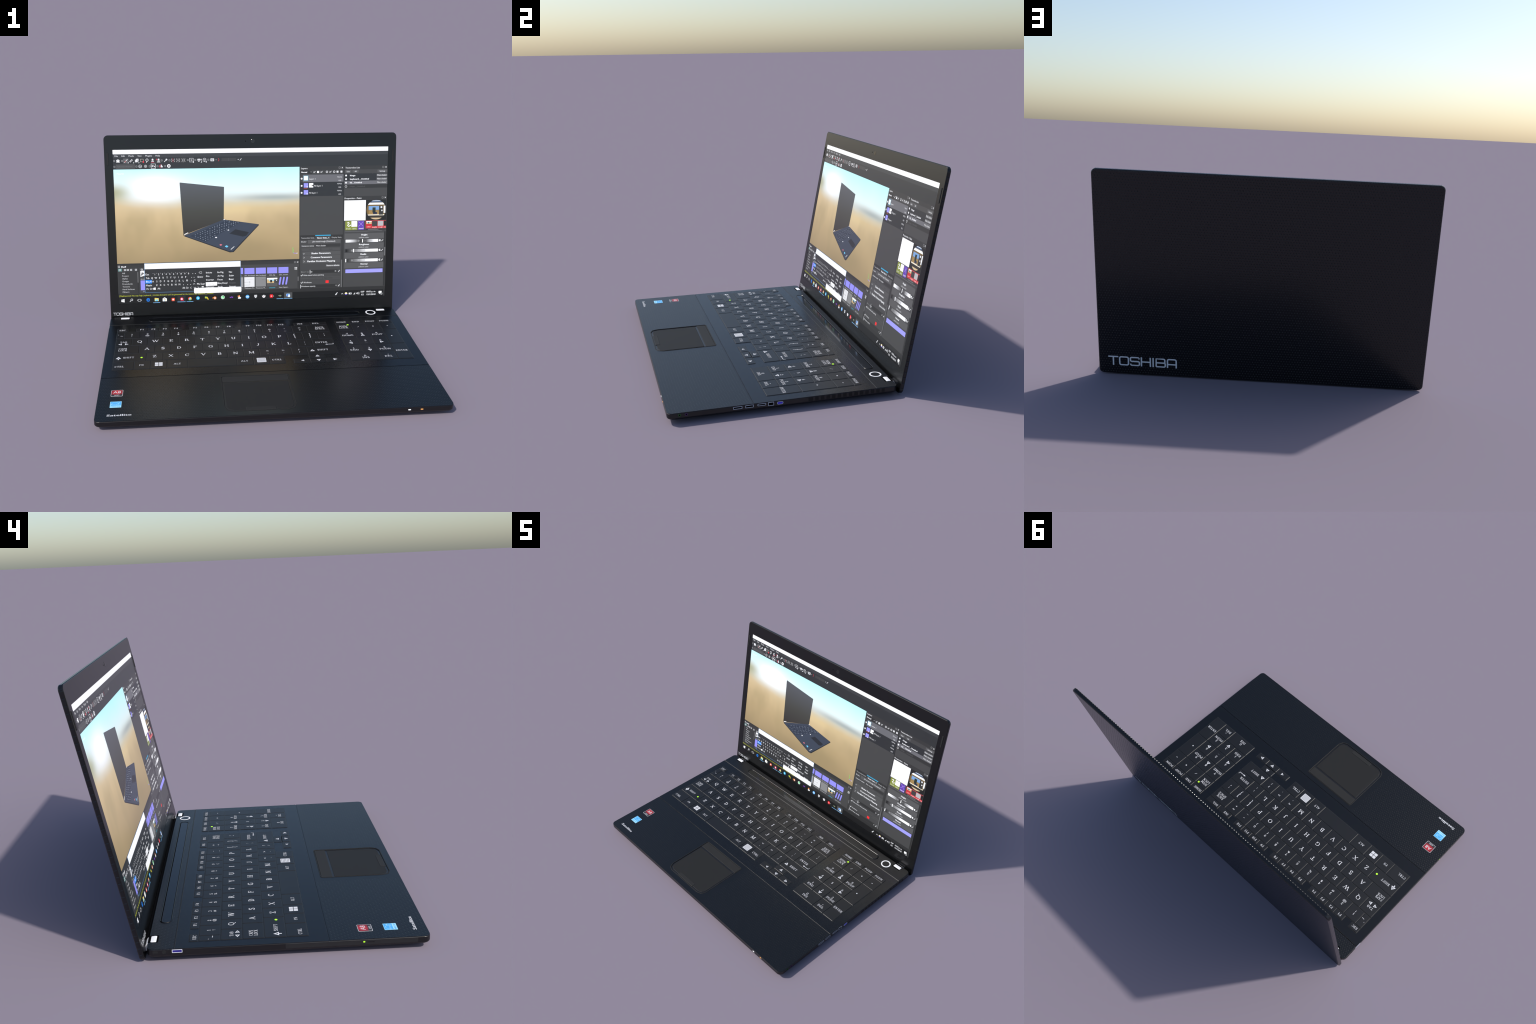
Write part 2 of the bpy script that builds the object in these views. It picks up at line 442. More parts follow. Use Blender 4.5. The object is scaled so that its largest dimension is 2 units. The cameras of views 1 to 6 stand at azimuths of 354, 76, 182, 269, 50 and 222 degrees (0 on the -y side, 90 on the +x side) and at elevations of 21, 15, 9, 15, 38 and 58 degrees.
# touchpad: sunken plate with a lip, a raised rear strip and a front button
b = Build()
rings = [[(x, y, z) for x, y in pad_shape(d)] for d, z in ((-0.0040, TOP - 0.001), (-0.0036, TOP + 0.0006), (-0.0014, TOP + 0.0018), (0.0014, TOP + 0.0006), (0.0036, 0.0545))]
b.loft(rings, m_pad, caps=(False, False))
b.slab(pad_shape(0.0010), 0.0520, 0.0552, m_black)
b.slab(rrect(PX0 + 0.0030, PX1 - 0.0030, -0.4210, PY1 - 0.0030, (0.002, 0.002, 0.011, 0.011), 4), 0.053, 0.0612, m_strip, bevel=0.0020)
b.slab(rrect(PX0 + 0.0095, PX1 - 0.0095, PY0 + 0.0105, -0.4300, (0.042, 0.042, 0.004, 0.004), 2), 0.053, 0.0606, m_pad, bevel=0.0040)
b.slab(rrect(-0.173, -0.003, PY0 + 0.0050, -0.7010, 0.003, 2), 0.055, 0.0622, m_strip, bevel=0.0028)
b.make("touchpad", palm)

# glossy speaker bar lying in a long rounded slot with a raised lip
b = Build()
def pill(d):
    return rrect(-0.740 + d, 0.740 - d, 0.4180 + d, 0.4790 - d, 0.0300 - d, 8)
b.slab(pill(0.001), 0.060, TOP + 0.0004, m_black)
rings = [[(x, y, z) for x, y in pill(d)] for d, z in ((0.0, TOP - 0.001), (0.0006, TOP + 0.0012), (0.0026, TOP + 0.0030), (0.0046, TOP + 0.0014), (0.0050, TOP - 0.001))]
b.loft(rings, m_deck, caps=(False, False))
b.slab(rrect(-0.7335, 0.7335, 0.4240, 0.4700, 0.0210, 8), 0.060, TOP + 0.0010, m_gloss, bevel=0.0010)
b.make("speaker_bar", cover)

# power button ring
b = Build()
b.frame(circle(0.819, 0.450, 0.0355, n=40), circle(0.819, 0.450, 0.0270, n=40), TOP - 0.001, TOP + 0.0012, m_cap)
b.slab(circle(0.819, 0.450, 0.0264, n=40), TOP - 0.001, TOP + 0.0008, m_deck, bevel=0.0006)
b.make("power_button", cover)

# stickers and lettering on the palm rest
b = Build()
zs = TOP + 0.0006
sil = solid("sticker_silver", (0.55, 0.53, 0.53), 0.35)
b.slab(rrect(-0.927, -0.859, -0.529, -0.461, 0.006, 4), TOP - 0.001, zs, sil)
m, nt, bs = new_mat("sticker_red")
tc = node(nt, "ShaderNodeTexCoord")
mp = node(nt, "ShaderNodeMapping")
mp.inputs["Location"].default_value = (0.893 * 26, 0.485 * 30, 0)
mp.inputs["Scale"].default_value = (26, 30, 1)
gr = node(nt, "ShaderNodeTexGradient", gradient_type="SPHERICAL")
rp = node(nt, "ShaderNodeValToRGB")
rp.color_ramp.elements[0].color = (0.14, 0.012, 0.018, 1)
rp.color_ramp.elements[1].color = (0.72, 0.035, 0.045, 1)
nt.links.new(tc.outputs["Object"], mp.inputs[0]); nt.links.new(mp.outputs[0], gr.inputs[0])
nt.links.new(gr.outputs["Fac"], rp.inputs[0]); nt.links.new(rp.outputs[0], bs.inputs["Base Color"])
bs.inputs["Roughness"].default_value = 0.3
m_red = m
b.slab(rrect(-0.9245, -0.8615, -0.5265, -0.4635, 0.005, 4), TOP - 0.001, zs + 0.0003, solid("sticker_dark", (0.03, 0.03, 0.03), 0.35))
b.slab(rrect(-0.9245, -0.8615, -0.5100, -0.4635, (0.001, 0.001, 0.005, 0.005), 4), TOP - 0.001, zs + 0.0005, m_red)
b.text("A8", -0.893, -0.4975, zs + 0.0008, m_ink, cap=0.024, width=0.043, align="c")
b.text("AMD", -0.893, -0.5235, zs + 0.0008, m_ink, cap=0.010, width=0.029, align="c")
b.make("sticker", palm)
b = Build()
sky = solid("sticker_blue", (0.075, 0.43, 0.86), 0.35)
pale = solid("sticker_pale_blue", (0.40, 0.78, 0.95), 0.35)
b.slab(rrect(-0.924, -0.861, -0.646, -0.584, 0.001, 1), TOP - 0.001, zs, pale)
b.slab(rrect(-0.9215, -0.8635, -0.6260, -0.5865, 0.001, 1), TOP - 0.001, zs + 0.0003, sky)
b.stroke(arc(-0.897, -0.632, 0.024, 0.040, 15, 165, 12), 0.0022, zs + 0.0005, pale)
b.text("energy", -0.8975, -0.6175, zs + 0.0006, pale, cap=0.0125, width=0.038, align="c")
star = [(-0.8735 + (0.0065 if i % 2 == 0 else 0.003) * sin(i * pi / 5), -0.6005 + (0.0065 if i % 2 == 0 else 0.003) * cos(i * pi / 5)) for i in range(10)]
b.poly(star, zs + 0.0007, pale)
b.text("ENERGY STAR", -0.8925, -0.6405, zs + 0.0006, sky, cap=0.0085, width=0.054, align="c")
b.make("sticker", palm)
b = Build()
for k in range(3):   # heavy lettering: the word struck three times with a small shift
    b.text("Satellite", -0.935 + 0.0009 * k, -0.7320, TOP + 0.0004 + 0.0001 * k, m_ink, cap=0.0180, width=0.133, align="l")
b.make("lettering", palm)

# ------------------------------------------------------------------ keyboard
b = Build()
KZ0, KZ1 = 0.0600, 0.0640
def tray(x0, x1, y0, y1):
    b.slab(rrect(x0 - 0.0015, x1 + 0.0015, y0 - 0.0015, y1 + 0.0015, 0.002, 2), TOP - 0.002, TOP + 0.0004, m_tray)
R = [-0.230, -0.128, -0.0255, 0.0765, 0.1785, 0.2800, 0.3250]
tray(-0.942, 0.472, -0.128, 0.280); tray(0.532, 0.932, -0.230, 0.325)
for x0, x1, y0, y1 in ((-0.942, 0.120, -0.230, -0.130), (0.172, 0.473, -0.230, -0.180), (0.275, 0.376, -0.180, -0.132),
                       (-0.942, -0.871, 0.283, 0.325), (-0.817, -0.514, 0.283, 0.325), (-0.462, -0.159, 0.283, 0.325),
                       (-0.107, 0.196, 0.283, 0.325), (0.246, 0.472, 0.283, 0.325)):
    b.slab(rrect(x0 - 0.0015, x1 + 0.0015, y0 - 0.0015, y1 + 0.0015, 0.002, 2), TOP - 0.002, TOP + 0.00035, m_tray)
board = b.make("keyboard", laptop)

LZ = KZ1 + 0.0003
def tri_icon(q, cx, cy, s, d):
    """hollow arrow head, d = direction angle in degrees"""
    def tri(r, ox=0.0):
        return [(cx + r * cos(radians(d + a)), cy + r * 0.92 * sin(radians(d + a))) for a in (0, 120, 240)]
    q.poly(tri(s), LZ, m_ink)
    q.poly(tri(s * 0.36), LZ + 0.0002, m_key)

def key(x0, x1, y0, y1, legend=None):
    q = Build()
    g = 0.0013
    q.slab(rrect(x0 + g, x1 - g, y0 + g, y1 - g, 0.0030, 2), KZ0, KZ1, m_key, bevel=0.0026)
    if legend:
        legend(q, (x0 + x1) / 2, (y0 + y1) / 2)
    return q.make("key", board, origin=((x0 + x1) / 2, (y0 + y1) / 2, KZ0))

def big(ch):
    return lambda q, cx, cy: q.serif(ch, cx, cy + 0.002, 0.0295, m_ink, LZ, wide=1.10)
def word(s, h=0.0175, dx=0.0, dy=0.0, width=None):
    return lambda q, cx, cy: q.serif(s, cx + dx, cy + dy, h, m_ink, LZ, wide=1.12, width=width)
def pair(a, c, sz=0.0170):
    def f(q, cx, cy):
        if a in GLYPHS:
            q.serif(a, cx, cy + 0.0055, sz, m_ink, LZ, wide=1.1)
        else:
            q.text(a, cx, cy + 0.004, LZ, m_ink, cap=sz, align="c", wide=1.4)
        q.text(c, cx, cy - 0.0245, LZ + 0.0003, m_ink, cap=sz * 0.85, align="c", wide=1.4)
    return f
P = 0.1015
# number row
key(-0.942, -0.8925, R[4], R[5], lambda q, cx, cy: (q.text("`", cx - 0.012, cy - 0.014, LZ, m_ink, cap=0.022, align="c"), q.text("~", cx + 0.010, cy - 0.022, LZ, m_ink, cap=0.022, align="c")))
for i, (a, c) in enumerate(zip("1234567890-=", "!@#$%^&*()_+")):
    key(-0.8925 + i * P, -0.8925 + (i + 1) * P, R[4], R[5], pair(a, c))
def two(a, c, h=0.0185, wa=0.055, wc=0.064, dx=0.0):
    def f(q, cx, cy):
        q.serif(a, cx + dx, cy + 0.0115, h, m_ink, LZ, width=wa)
        q.serif(c, cx + dx, cy - 0.0115, h, m_ink, LZ + 0.0003, width=wc)
    return f
key(0.3255, 0.472, R[4], R[5], two("BACK", "SPACE", wa=0.058, wc=0.066, dx=0.014))
# Q row
def tab_leg(q, cx, cy):
    q.serif("TAB", cx, cy, 0.0175, m_ink, LZ, width=0.046)
    tri_icon(q, cx - 0.018, cy - 0.028, 0.0150, 180); tri_icon(q, cx + 0.018, cy - 0.028, 0.0150, 0)
key(-0.942, -0.8385, R[3], R[4], tab_leg)
for i, ch in enumerate("QWERTYUIOP"):
    key(-0.8385 + i * P, -0.8385 + (i + 1) * P, R[3], R[4], big(ch))
def bracket(c):
    def f(q, cx, cy):
        q.text(c, cx, cy + 0.004, LZ, m_ink, cap=0.025, align="c", wide=1.0)
        q.text({"[": "{", "]": "}"}[c], cx, cy - 0.026, LZ, m_ink, cap=0.022, align="c", wide=1.1)
    return f
key(0.1765, 0.278, R[3], R[4], bracket("["))
key(0.278, 0.3795, R[3], R[4], bracket("]"))
key(0.3795, 0.472, R[3], R[4], lambda q, cx, cy: (q.text("|", cx, cy + 0.010, LZ, m_ink, cap=0.010, align="c", wide=1.4), q.text("'", cx, cy - 0.026, LZ, m_ink, cap=0.022, align="c", wide=1.4)))
# A row
key(-0.942, -0.7885, R[2], R[3], two("CAPS", "LOCK", wa=0.052, wc=0.056, dx=-0.025))
for i, ch in enumerate("ASDFGHIJKL"):
    key(-0.7885 + i * P, -0.7885 + (i + 1) * P, R[2], R[3], big(ch))
key(0.2265, 0.328, R[2], R[3], pair(":", ";"))
def enter_leg(q, cx, cy):
    q.serif("ENTER", cx - 0.013, cy - 0.001, 0.0185, m_ink, LZ, width=0.080)
    x, y = cx + 0.035, cy - 0.027
    q.stroke([(x + 0.026, y + 0.010), (x + 0.026, y - 0.004), (x - 0.020, y - 0.004)], 0.0035, LZ, m_ink)
    q.poly([(x - 0.028, y - 0.004), (x - 0.014, y - 0.011), (x - 0.014, y + 0.003)], LZ + 0.0002, m_ink)
key(0.328, 0.472, R[2], R[3], enter_leg)
# Z row
def shift_left(q, cx, cy):
    tri_icon(q, -0.910, cy - 0.008, 0.0195, 90)
    q.poly([(-0.9135, cy - 0.030), (-0.9065, cy - 0.030), (-0.9065, cy - 0.016), (-0.9135, cy - 0.016)], LZ + 0.0001, m_ink)
    q.serif("SHIFT", -0.848, cy - 0.004, 0.0185, m_ink, LZ, width=0.068)
    q.slab(circle(-0.768, cy - 0.010, 0.0068, n=14), KZ1 - 0.001, LZ + 0.0008, m_green)
key(-0.942, -0.7385, R[1], R[2], shift_left)
for i, ch in enumerate("ZXCVBNM"):
    key(-0.7385 + i * P, -0.7385 + (i + 1) * P, R[1], R[2], big(ch))
for i, (a, c) in enumerate((("<", ","), (">", "."), ("?", "/"))):
    key(-0.028 + i * P, -0.028 + (i + 1) * P, R[1], R[2], pair(a, c))
def shift_right(q, cx, cy):
    tri_icon(q, 0.310, cy - 0.006, 0.0175, 90)
    q.serif("SHIFT", 0.378, cy + 0.001, 0.0185, m_ink, LZ, width=0.070)
key(0.2765, 0.472, R[1], R[2], shift_right)
# bottom row
key(-0.942, -0.812, R[0], R[1], word("CTRL", 0.0185, -0.022, -0.013, 0.056))
key(-0.812, -0.711, R[0], R[1], word("FN", 0.0165, -0.004, -0.003, 0.028))
def win_leg(q, cx, cy):
    for sx in (-1, 1):
        for sy in (-1, 1):
            q.poly(rrect(cx + sx * 0.0125 - 0.0108, cx + sx * 0.0125 + 0.0108, cy + sy * 0.0115 - 0.0098, cy + sy * 0.0115 + 0.0098), LZ, m_ink)
key(-0.711, -0.610, R[0], R[1], win_leg)
key(-0.610, -0.4845, R[0], R[1], word("ALT", 0.0175, 0.0, -0.004, 0.044))
key(-0.4845, -0.1805, R[0], R[1])
key(-0.1805, -0.0775, R[0], R[1], word("ALT", 0.0175, -0.004, -0.004, 0.044))
def menu_leg(q, cx, cy):
    q.slab(rrect(cx - 0.0285, cx + 0.0285, cy - 0.027, cy + 0.027, 0.004, 3), KZ1 - 0.001, LZ, m_ink)
    for i in range(6):
        yy = cy - 0.0195 + i * 0.0078
        q.poly(rrect(cx - 0.0245, cx + 0.0245, yy - 0.0011, yy + 0.0011), LZ + 0.0002, solid("legend_grey", (0.12, 0.12, 0.13), 0.5))
key(-0.0775, 0.0235, R[0], R[1], menu_leg)
key(0.0235, 0.120, R[0], R[1], word("CTRL", 0.0185, -0.002, -0.004, 0.060))
# arrow keys
for x0, y0, d in ((0.172, R[0], 180), (0.2735, R[0], 270), (0.3745, R[0], 0), (0.2735, -0.1795, 90)):
    key(x0, x0 + 0.1, y0, y0 + 0.0495, lambda q, cx, cy, d=d: tri_icon(q, cx + (0.006 if d != 180 else 0.008), cy, 0.0155 if d != 180 else 0.0125, d))
# function row
key(-0.942, -0.871, R[5], R[6], word("ESC", 0.0165, 0.0, -0.003, 0.042))
n = 1
for x0 in (-0.817, -0.462, -0.107):
    for i in range(4):
        key(x0 + i * 0.0757, x0 + (i + 1) * 0.0757, R[5], R[6], word("F%d" % n, 0.0165, 0.0, 0.0, 0.026 if n < 10 else 0.036))
        n += 1
key(0.246, 0.358, R[5], R[6], word("INS", 0.0160, -0.014, 0.0, 0.038))
key(0.358, 0.472, R[5], R[6], word("DEL", 0.0160, -0.018, 0.0, 0.046))
# number pad
def pad_key(c, r, legend, w=1, h=1):
    y0, y1 = R[r], R[r + h]
    return key(0.532 + c * 0.1, 0.532 + (c + w) * 0.1, y0, y1, legend)
for i, s in enumerate(("HOME", "END", "PGUP", "PGDN")):
    pad_key(i, 5, word(s, 0.0165, -0.005, 0.003, {3: 0.050}.get(len(s), 0.066)))
def numlock(q, cx, cy):
    q.serif("NUM", cx - 0.005, cy + 0.014, 0.0185, m_ink, LZ, width=0.056)
    q.serif("LOCK", cx - 0.005, cy - 0.0105, 0.0185, m_ink, LZ + 0.0003, width=0.062)
    q.slab(circle(0.6135, 0.2618, 0.0068, n=14), KZ1 - 0.001, LZ + 0.0008, m_green)
pad_key(0, 4, numlock)
pad_key(1, 4, lambda q, cx, cy: q.stroke([(cx - 0.008, cy - 0.008), (cx + 0.002, cy + 0.007)], 0.0018, LZ, m_ink))
pad_key(2, 4, lambda q, cx, cy: q.poly(circle(cx, cy, 0.0048, n=12), LZ, m_ink))
pad_key(3, 4, lambda q, cx, cy: q.poly(rrect(cx - 0.0045, cx + 0.0045, cy - 0.0018, cy + 0.0018), LZ, m_ink))
pad_key(3, 2, lambda q, cx, cy: (q.poly(rrect(cx - 0.015, cx - 0.005, cy + 0.001, cy + 0.005), LZ, m_ink), q.poly(rrect(cx - 0.012, cx - 0.008, cy - 0.002, cy + 0.008), LZ + 0.0002, m_ink)), h=2)
pad_key(3, 0, lambda q, cx, cy: q.serif("ENTER", cx, cy + 0.004, 0.0185, m_ink, LZ, width=0.078), h=2)
def num_word(d, s, width):
    def f(q, cx, cy):
        q.serif(d, cx - 0.002, cy + 0.0030, 0.0180, m_ink, LZ)
        q.serif(s, cx - 0.002, cy - 0.0205, 0.0185, m_ink, LZ + 0.0003, width=width)
    return f
def num_tri(d, ang):
    def f(q, cx, cy):
        q.serif(d, cx - 0.002, cy + 0.0010, 0.0180, m_ink, LZ)
        if ang is not None:
            tri_icon(q, cx - 0.001, cy - 0.0245, 0.0165, ang)
        else:
            q.poly(rrect(cx - 0.008, cx + 0.008, cy - 0.0275, cy - 0.0255), LZ, solid("legend_grey", (0.12, 0.12, 0.13), 0.5))
    return f
pad_key(0, 3, num_word("7", "HOME", 0.076)); pad_key(1, 3, num_tri("8", 90)); pad_key(2, 3, num_word("9", "PGUP", 0.072))
pad_key(0, 2, num_tri("4", 180)); pad_key(1, 2, num_tri("5", None)); pad_key(2, 2, num_tri("6", 0))
pad_key(0, 1, num_word("1", "END", 0.056)); pad_key(1, 1, num_tri("2", 270)); pad_key(2, 1, num_word("3", "PGDN", 0.074))
pad_key(0, 0, num_word("0", "INS", 0.046), w=2)
pad_key(2, 0, lambda q, cx, cy: (q.poly(circle(cx - 0.002, cy + 0.009, 0.0028, n=10), LZ, m_ink), q.serif("DEL", cx - 0.004, cy - 0.013, 0.0185, m_ink, LZ, width=0.052)))

# ------------------------------------------------------------------ ports and vents on the sides
def side_T(side):
    """plane coordinates (y toward the back, z up) on the right (+1) or left (-1) side wall, third axis outward"""
    M = Matrix(((0, 0, side, side), (1, 0, 0, 0), (0, 1, 0, 0), (0, 0, 0, 1)))
    return M
def port(name, side, y0, y1, z0, z1, ring, fill, r=0.001, w=0.0028, n=2):
    q = Build(); q.T = side_T(side)
    fl = side < 0
    o, i = rrect(y0, y1, z0, z1, r, n), rrect(y0 + w, y1 - w, z0 + w, z1 - w, max(0.0004, r * 0.6), n)
    q.frame(o, i, -0.001, 0.0006, ring)
    q.slab(rrect(y0 + w * 0.5, y1 - w * 0.5, z0 + w * 0.5, z1 - w * 0.5, r, n), -0.001, 0.0003, fill)
    if fl:
        q.f = [f[::-1] for f in q.f]
    return q.make(name, case)
port("usb_port", 1, -0.430, -0.381, 0.0415, 0.0560, m_port, m_black)
port("usb_port", 1, -0.364, -0.319, 0.0415, 0.0570, m_port, m_black)
port("display_port", 1, -0.297, -0.250, 0.0440, 0.0570, m_port, m_black, r=0.0045, n=3)
port("network_port", 1, -0.238, -0.206, 0.0375, 0.0585, m_port, m_black, r=0.002)
port("video_port", 1, -0.1885, -0.154, 0.0390, 0.0560, m_port, m_portblue, r=0.007, n=3)
port("usb_port", -1, 0.3500, 0.3975, 0.0415, 0.0578, solid("port_white_metal", (0.75, 0.75, 0.80), 0.4), solid("port_blue_darkened_for_sun", (0.026, 0.017, 0.24), 0.4), r=0.0015)  # blue darkened here to offset direct sun on the left wall
def round_port(side, y, z, r, ring, fill, w=0.003):
    q = Build(); q.T = side_T(side)
    q.frame(circle(y, z, r, n=18), circle(y, z, r - w, n=18), -0.001, 0.0006, ring)
    q.slab(circle(y, z, r - w * 0.5, n=18), -0.001, 0.0003, fill)
    if side < 0:
        q.f = [f[::-1] for f in q.f]
    return q.make("audio_jack" if side > 0 else "power_jack", case)
round_port(1, -0.717, 0.0485, 0.0075, m_jackgreen, m_black)
round_port(1, -0.681, 0.0485, 0.0075, m_jackviolet, m_black)
round_port(-1, 0.433, 0.0475, 0.0090, m_drive, m_rubber, w=0.002)
port("lock_slot", -1, 0.462, 0.485, 0.0430, 0.0540, m_drive, m_rubber, r=0.001, w=0.0018)
# air vent on the right
q = Build(); q.T = side_T(1)
q.slab(rrect(-0.012, 0.434, 0.0355, 0.0575, 0.001, 1), -0.001, 0.0002, solid("vent_recess", (0.003, 0.003, 0.0035), 0.5, spec=0.3))
for i in range(13):
    yc = 0.020 + i * 0.0324
    q.slab(rrect(yc - 0.0060, yc + 0.0060, 0.0355, 0.0575), -0.001, 0.0009, m_side, bevel=0.0005)
q.make("air_vent", case)
# optical drive on the left
q = Build(); q.T = side_T(-1)
q.slab(rrect(-0.722, -0.118, 0.0335, 0.0580, 0.002, 2), -0.003, 0.0006, m_drive, bevel=0.0012)
q.slab(rrect(-0.524, -0.494, 0.0445, 0.0510, 0.001, 2), 0.0, 0.0011, m_side, bevel=0.0005)
q.slab(rrect(-0.4800, -0.4715, 0.0450, 0.0520, 0.001, 2), 0.0, 0.0010, m_green)
q.f = [f[::-1] for f in q.f]
q.make("disc_drive", case)
# indicator lights on the front edge
for x, mm in ((0.739, m_white_led), (0.810, m_orange)):
    q = Build(); q.T = Matrix(((1, 0, 0, 0), (0, 0, -1, YF), (0, 1, 0, 0), (0, 0, 0, 1)))
    q.slab(rrect(x - 0.0075, x + 0.0075, 0.0430, 0.0490, 0.002, 2), -0.001, 0.0012, mm)
    q.make("indicator_light", case)

# ------------------------------------------------------------------ hinges
hinge_profile = [(0.500, 0.020), (0.5265, 0.020), (0.5265, 0.044), (0.5240, 0.0510), (0.5180, 0.0570), (0.5080, 0.0608), (0.4960, 0.0630), (0.4860, 0.0640), (0.4780, 0.0634), (0.4735, 0.0612), (0.4720, 0.0580), (0.4720, 0.050)]
for sx in (-1, 1):
    q = Build()
    def hring(x, k):
        return [(x, 0.498 + (y - 0.498) * k, 0.040 + (z - 0.040) * k) for y, z in hinge_profile]
    xs = (0.8695, 0.8710, 0.9265, 0.9280) if sx > 0 else (-0.9280, -0.9265, -0.8710, -0.8695)
    q.loft([hring(xs[0], 0.94), hring(xs[1], 1.0), hring(xs[2], 1.0), hring(xs[3], 0.94)], m_cap)
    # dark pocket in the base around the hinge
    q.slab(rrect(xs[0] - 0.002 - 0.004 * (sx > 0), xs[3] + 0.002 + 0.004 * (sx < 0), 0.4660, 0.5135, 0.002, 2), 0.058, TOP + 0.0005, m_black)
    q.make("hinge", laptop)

# black spine closing the gap between the base and the lid
q = Build()
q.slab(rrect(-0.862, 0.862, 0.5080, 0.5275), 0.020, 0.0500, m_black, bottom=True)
q.make("hinge_spine", laptop)

# ------------------------------------------------------------------ lid
TILT = math.atan(0.1883)
lidM = Matrix.Translation((0, 0.547, 0.145)) @ Matrix.Rotation(pi / 2 - TILT, 4, "X")
LX, LB, LT, LD = 0.9995, -0.1405, 1.1558, 0.0240
q = Build()
def lid_ring(ins, z):
    return [(x, y, z) for x, y in rrect(-LX + ins, LX - ins, LB + ins, LT - ins, max(0.005, 0.028 - ins), 7)]
q.loft([lid_ring(0.0062, -LD), lid_ring(0.0046, -LD + 0.0006), lid_ring(0.0010, -LD + 0.0042), lid_ring(0.0, -LD + 0.0060), lid_ring(0.0, -0.0040)], m_lidback, caps=(True, True))
lid = q.make("lid", laptop, matrix=lidM)
def lidpart(q, name):
    return q.make(name, lid)

S = 1.885 / 1366.0
SX0, SH = -0.9425, 768 * S
# bezel: frame around the screen with a lightly chamfered outer rim
q = Build()
outer = rrect(-LX + 0.0012, LX - 0.0012, LB + 0.0012, LT - 0.0012, 0.027, 7)
outer2 = inset_outline(outer, 0.0018)
inner = rrect(SX0 - 0.001, -SX0 + 0.001, -0.001, SH + 0.001)
q.loft([[(x, y, -0.0045) for x, y in outer], [(x, y, -0.0018) for x, y in outer], [(x, y, 0.0) for x, y in outer2]], m_bezel, caps=(False, False))
q.frame(outer2, inner, -0.0045, 0.0, m_bezel)
bezel = lidpart(q, "bezel")

# sun glints on the upper front rim, modelled as a row of angled facets
q = Build()
fn = Vector((-0.473, 0.842, 0.26)).normalized()
fu = fn.cross(Vector((0, 0, 1))).normalized(); fw = fn.cross(fu).normalized()
m_rim_glint = solid("rim_glint_plastic", (0.006, 0.008, 0.011), 0.27)
for i in range(118):
    c = Vector((-0.9770 + i * 0.0167, LT - 0.0006, -0.0020))
    top = [c + fu * (sx * 0.0022) + fw * (sy * 0.0013) for sx, sy in ((-1, -1), (1, -1), (1, 1), (-1, 1))]
    if (top[1] - top[0]).cross(top[2] - top[1]).dot(fn) < 0:
        top = top[::-1]
    q.loft([[tuple(p - fn * 0.004) for p in top], [tuple(p) for p in top]], m_rim_glint, caps=(False, True))
o = lidpart(q, "rim_glint_facet"); o["kind"] = "stuff"

# webcam, microphone hole, bumpers
q = Build()
q.slab(circle(0.0, 1.108, 0.0140, n=24), -0.001, 0.0009, m_lens, bevel=0.0006)
q.slab(circle(0.0, 1.108, 0.0060, n=16), -0.001, 0.0012, solid("camera_glass", (0.012, 0.014, 0.020), 0.05))
q.slab(circle(-0.049, 1.108, 0.0035, n=10), -0.001, 0.0006, m_black)
lidpart(q, "webcam")
for sx in (-1, 1):
    q = Build()
    q.slab(rrect(sx * 0.9775 - 0.0055, sx * 0.9775 + 0.0055, 0.955, 1.040, 0.003, 3), -0.001, 0.0025, m_rubber, bevel=0.0012)
    lidpart(q, "rubber_bumper")

# wordmark drawn from strokes, on the bezel and on the back
def wordmark(q, x0, y0, w, h, z, m, flip=False, t=0.14):
    """squared rounded wordmark; letters laid out on a unit height"""
    def rr(x, y, ww, hh, r=0.16):
        p = rrect(x, x + ww, y, y + hh, r, 4)
        return p + [p[0]]
    L = []
    def ad(pts):
        L.append(pts)
    o = t / 2
    ad([(0.0, 1 - o), (1.06, 1 - o)]); ad([(0.53, 1 - o), (0.53, 0)])
    ad(rr(1.20, o, 0.92, 1 - t))
    x = 2.34
    ad([(x + 0.92, 0.82 - o)] + [(x + 0.90, 0.88)] + arc(x + 0.78, 1 - o - 0.12, 0.12, 0.12, 20, 90, 3) + arc(x + 0.14, 1 - o - 0.14, 0.14, 0.14, 90, 180, 4)
       + arc(x + 0.14, 0.5 + 0.14, 0.14, 0.14, 180, 270, 4) + arc(x + 0.80, 0.5 - 0.14, 0.14, 0.14, 90, 0, 4) + arc(x + 0.80, o + 0.14, 0.14, 0.14, 0, -90, 4)
       + arc(x + 0.14, o + 0.12, 0.12, 0.12, 270, 200, 3) + [(x, 0.24)])
    x = 3.50
    ad([(x, 0), (x, 1)]); ad([(x + 0.94, 0), (x + 0.94, 1)]); ad([(x, 0.5), (x + 0.94, 0.5)])
    x = 4.74
    ad([(x, 0), (x, 1)])
    x = 5.06
    ad([(x, o), (x, 1 - o)] + arc(x + 0.78, 1 - o - 0.14, 0.14, 0.14, 90, 0, 4) + arc(x + 0.80, 0.5 + 0.10, 0.12, 0.10, 0, -90, 3) + [(x, 0.5)])
    ad([(x, 0.5)] + arc(x + 0.84, 0.5 - 0.12, 0.12, 0.12, 90, 0, 4) + arc(x + 0.82, o + 0.14, 0.14, 0.14, 0, -90, 4) + [(x, o)])
    x = 6.26
    ad([(x, 0)] + arc(x + 0.16, 1 - o - 0.16, 0.16, 0.16, 180, 90, 4) + arc(x + 0.76, 1 - o - 0.16, 0.16, 0.16, 90, 0, 4) + [(x + 0.92, 0)])
    ad([(x, 0.38), (x + 0.92, 0.38)])
    W = 7.24
    for k, pts in enumerate(L):
        P = []
        for px, py in pts:
            u = (px + 0.06) / W
            P.append((x0 + u * w if not flip else x0 - u * w, y0 + py * h))
        q.stroke(P, t * h, 0.0, m)
        nv = len(P) * 2
        for i in range(len(q.v) - nv, len(q.v)):
            vx, vy, vz = q.v[i]
            q.v[i] = (vx, vy, z + (0.00008 * k) * (1 if z > 0 else -1))
    if flip:
        pass
q = Build()
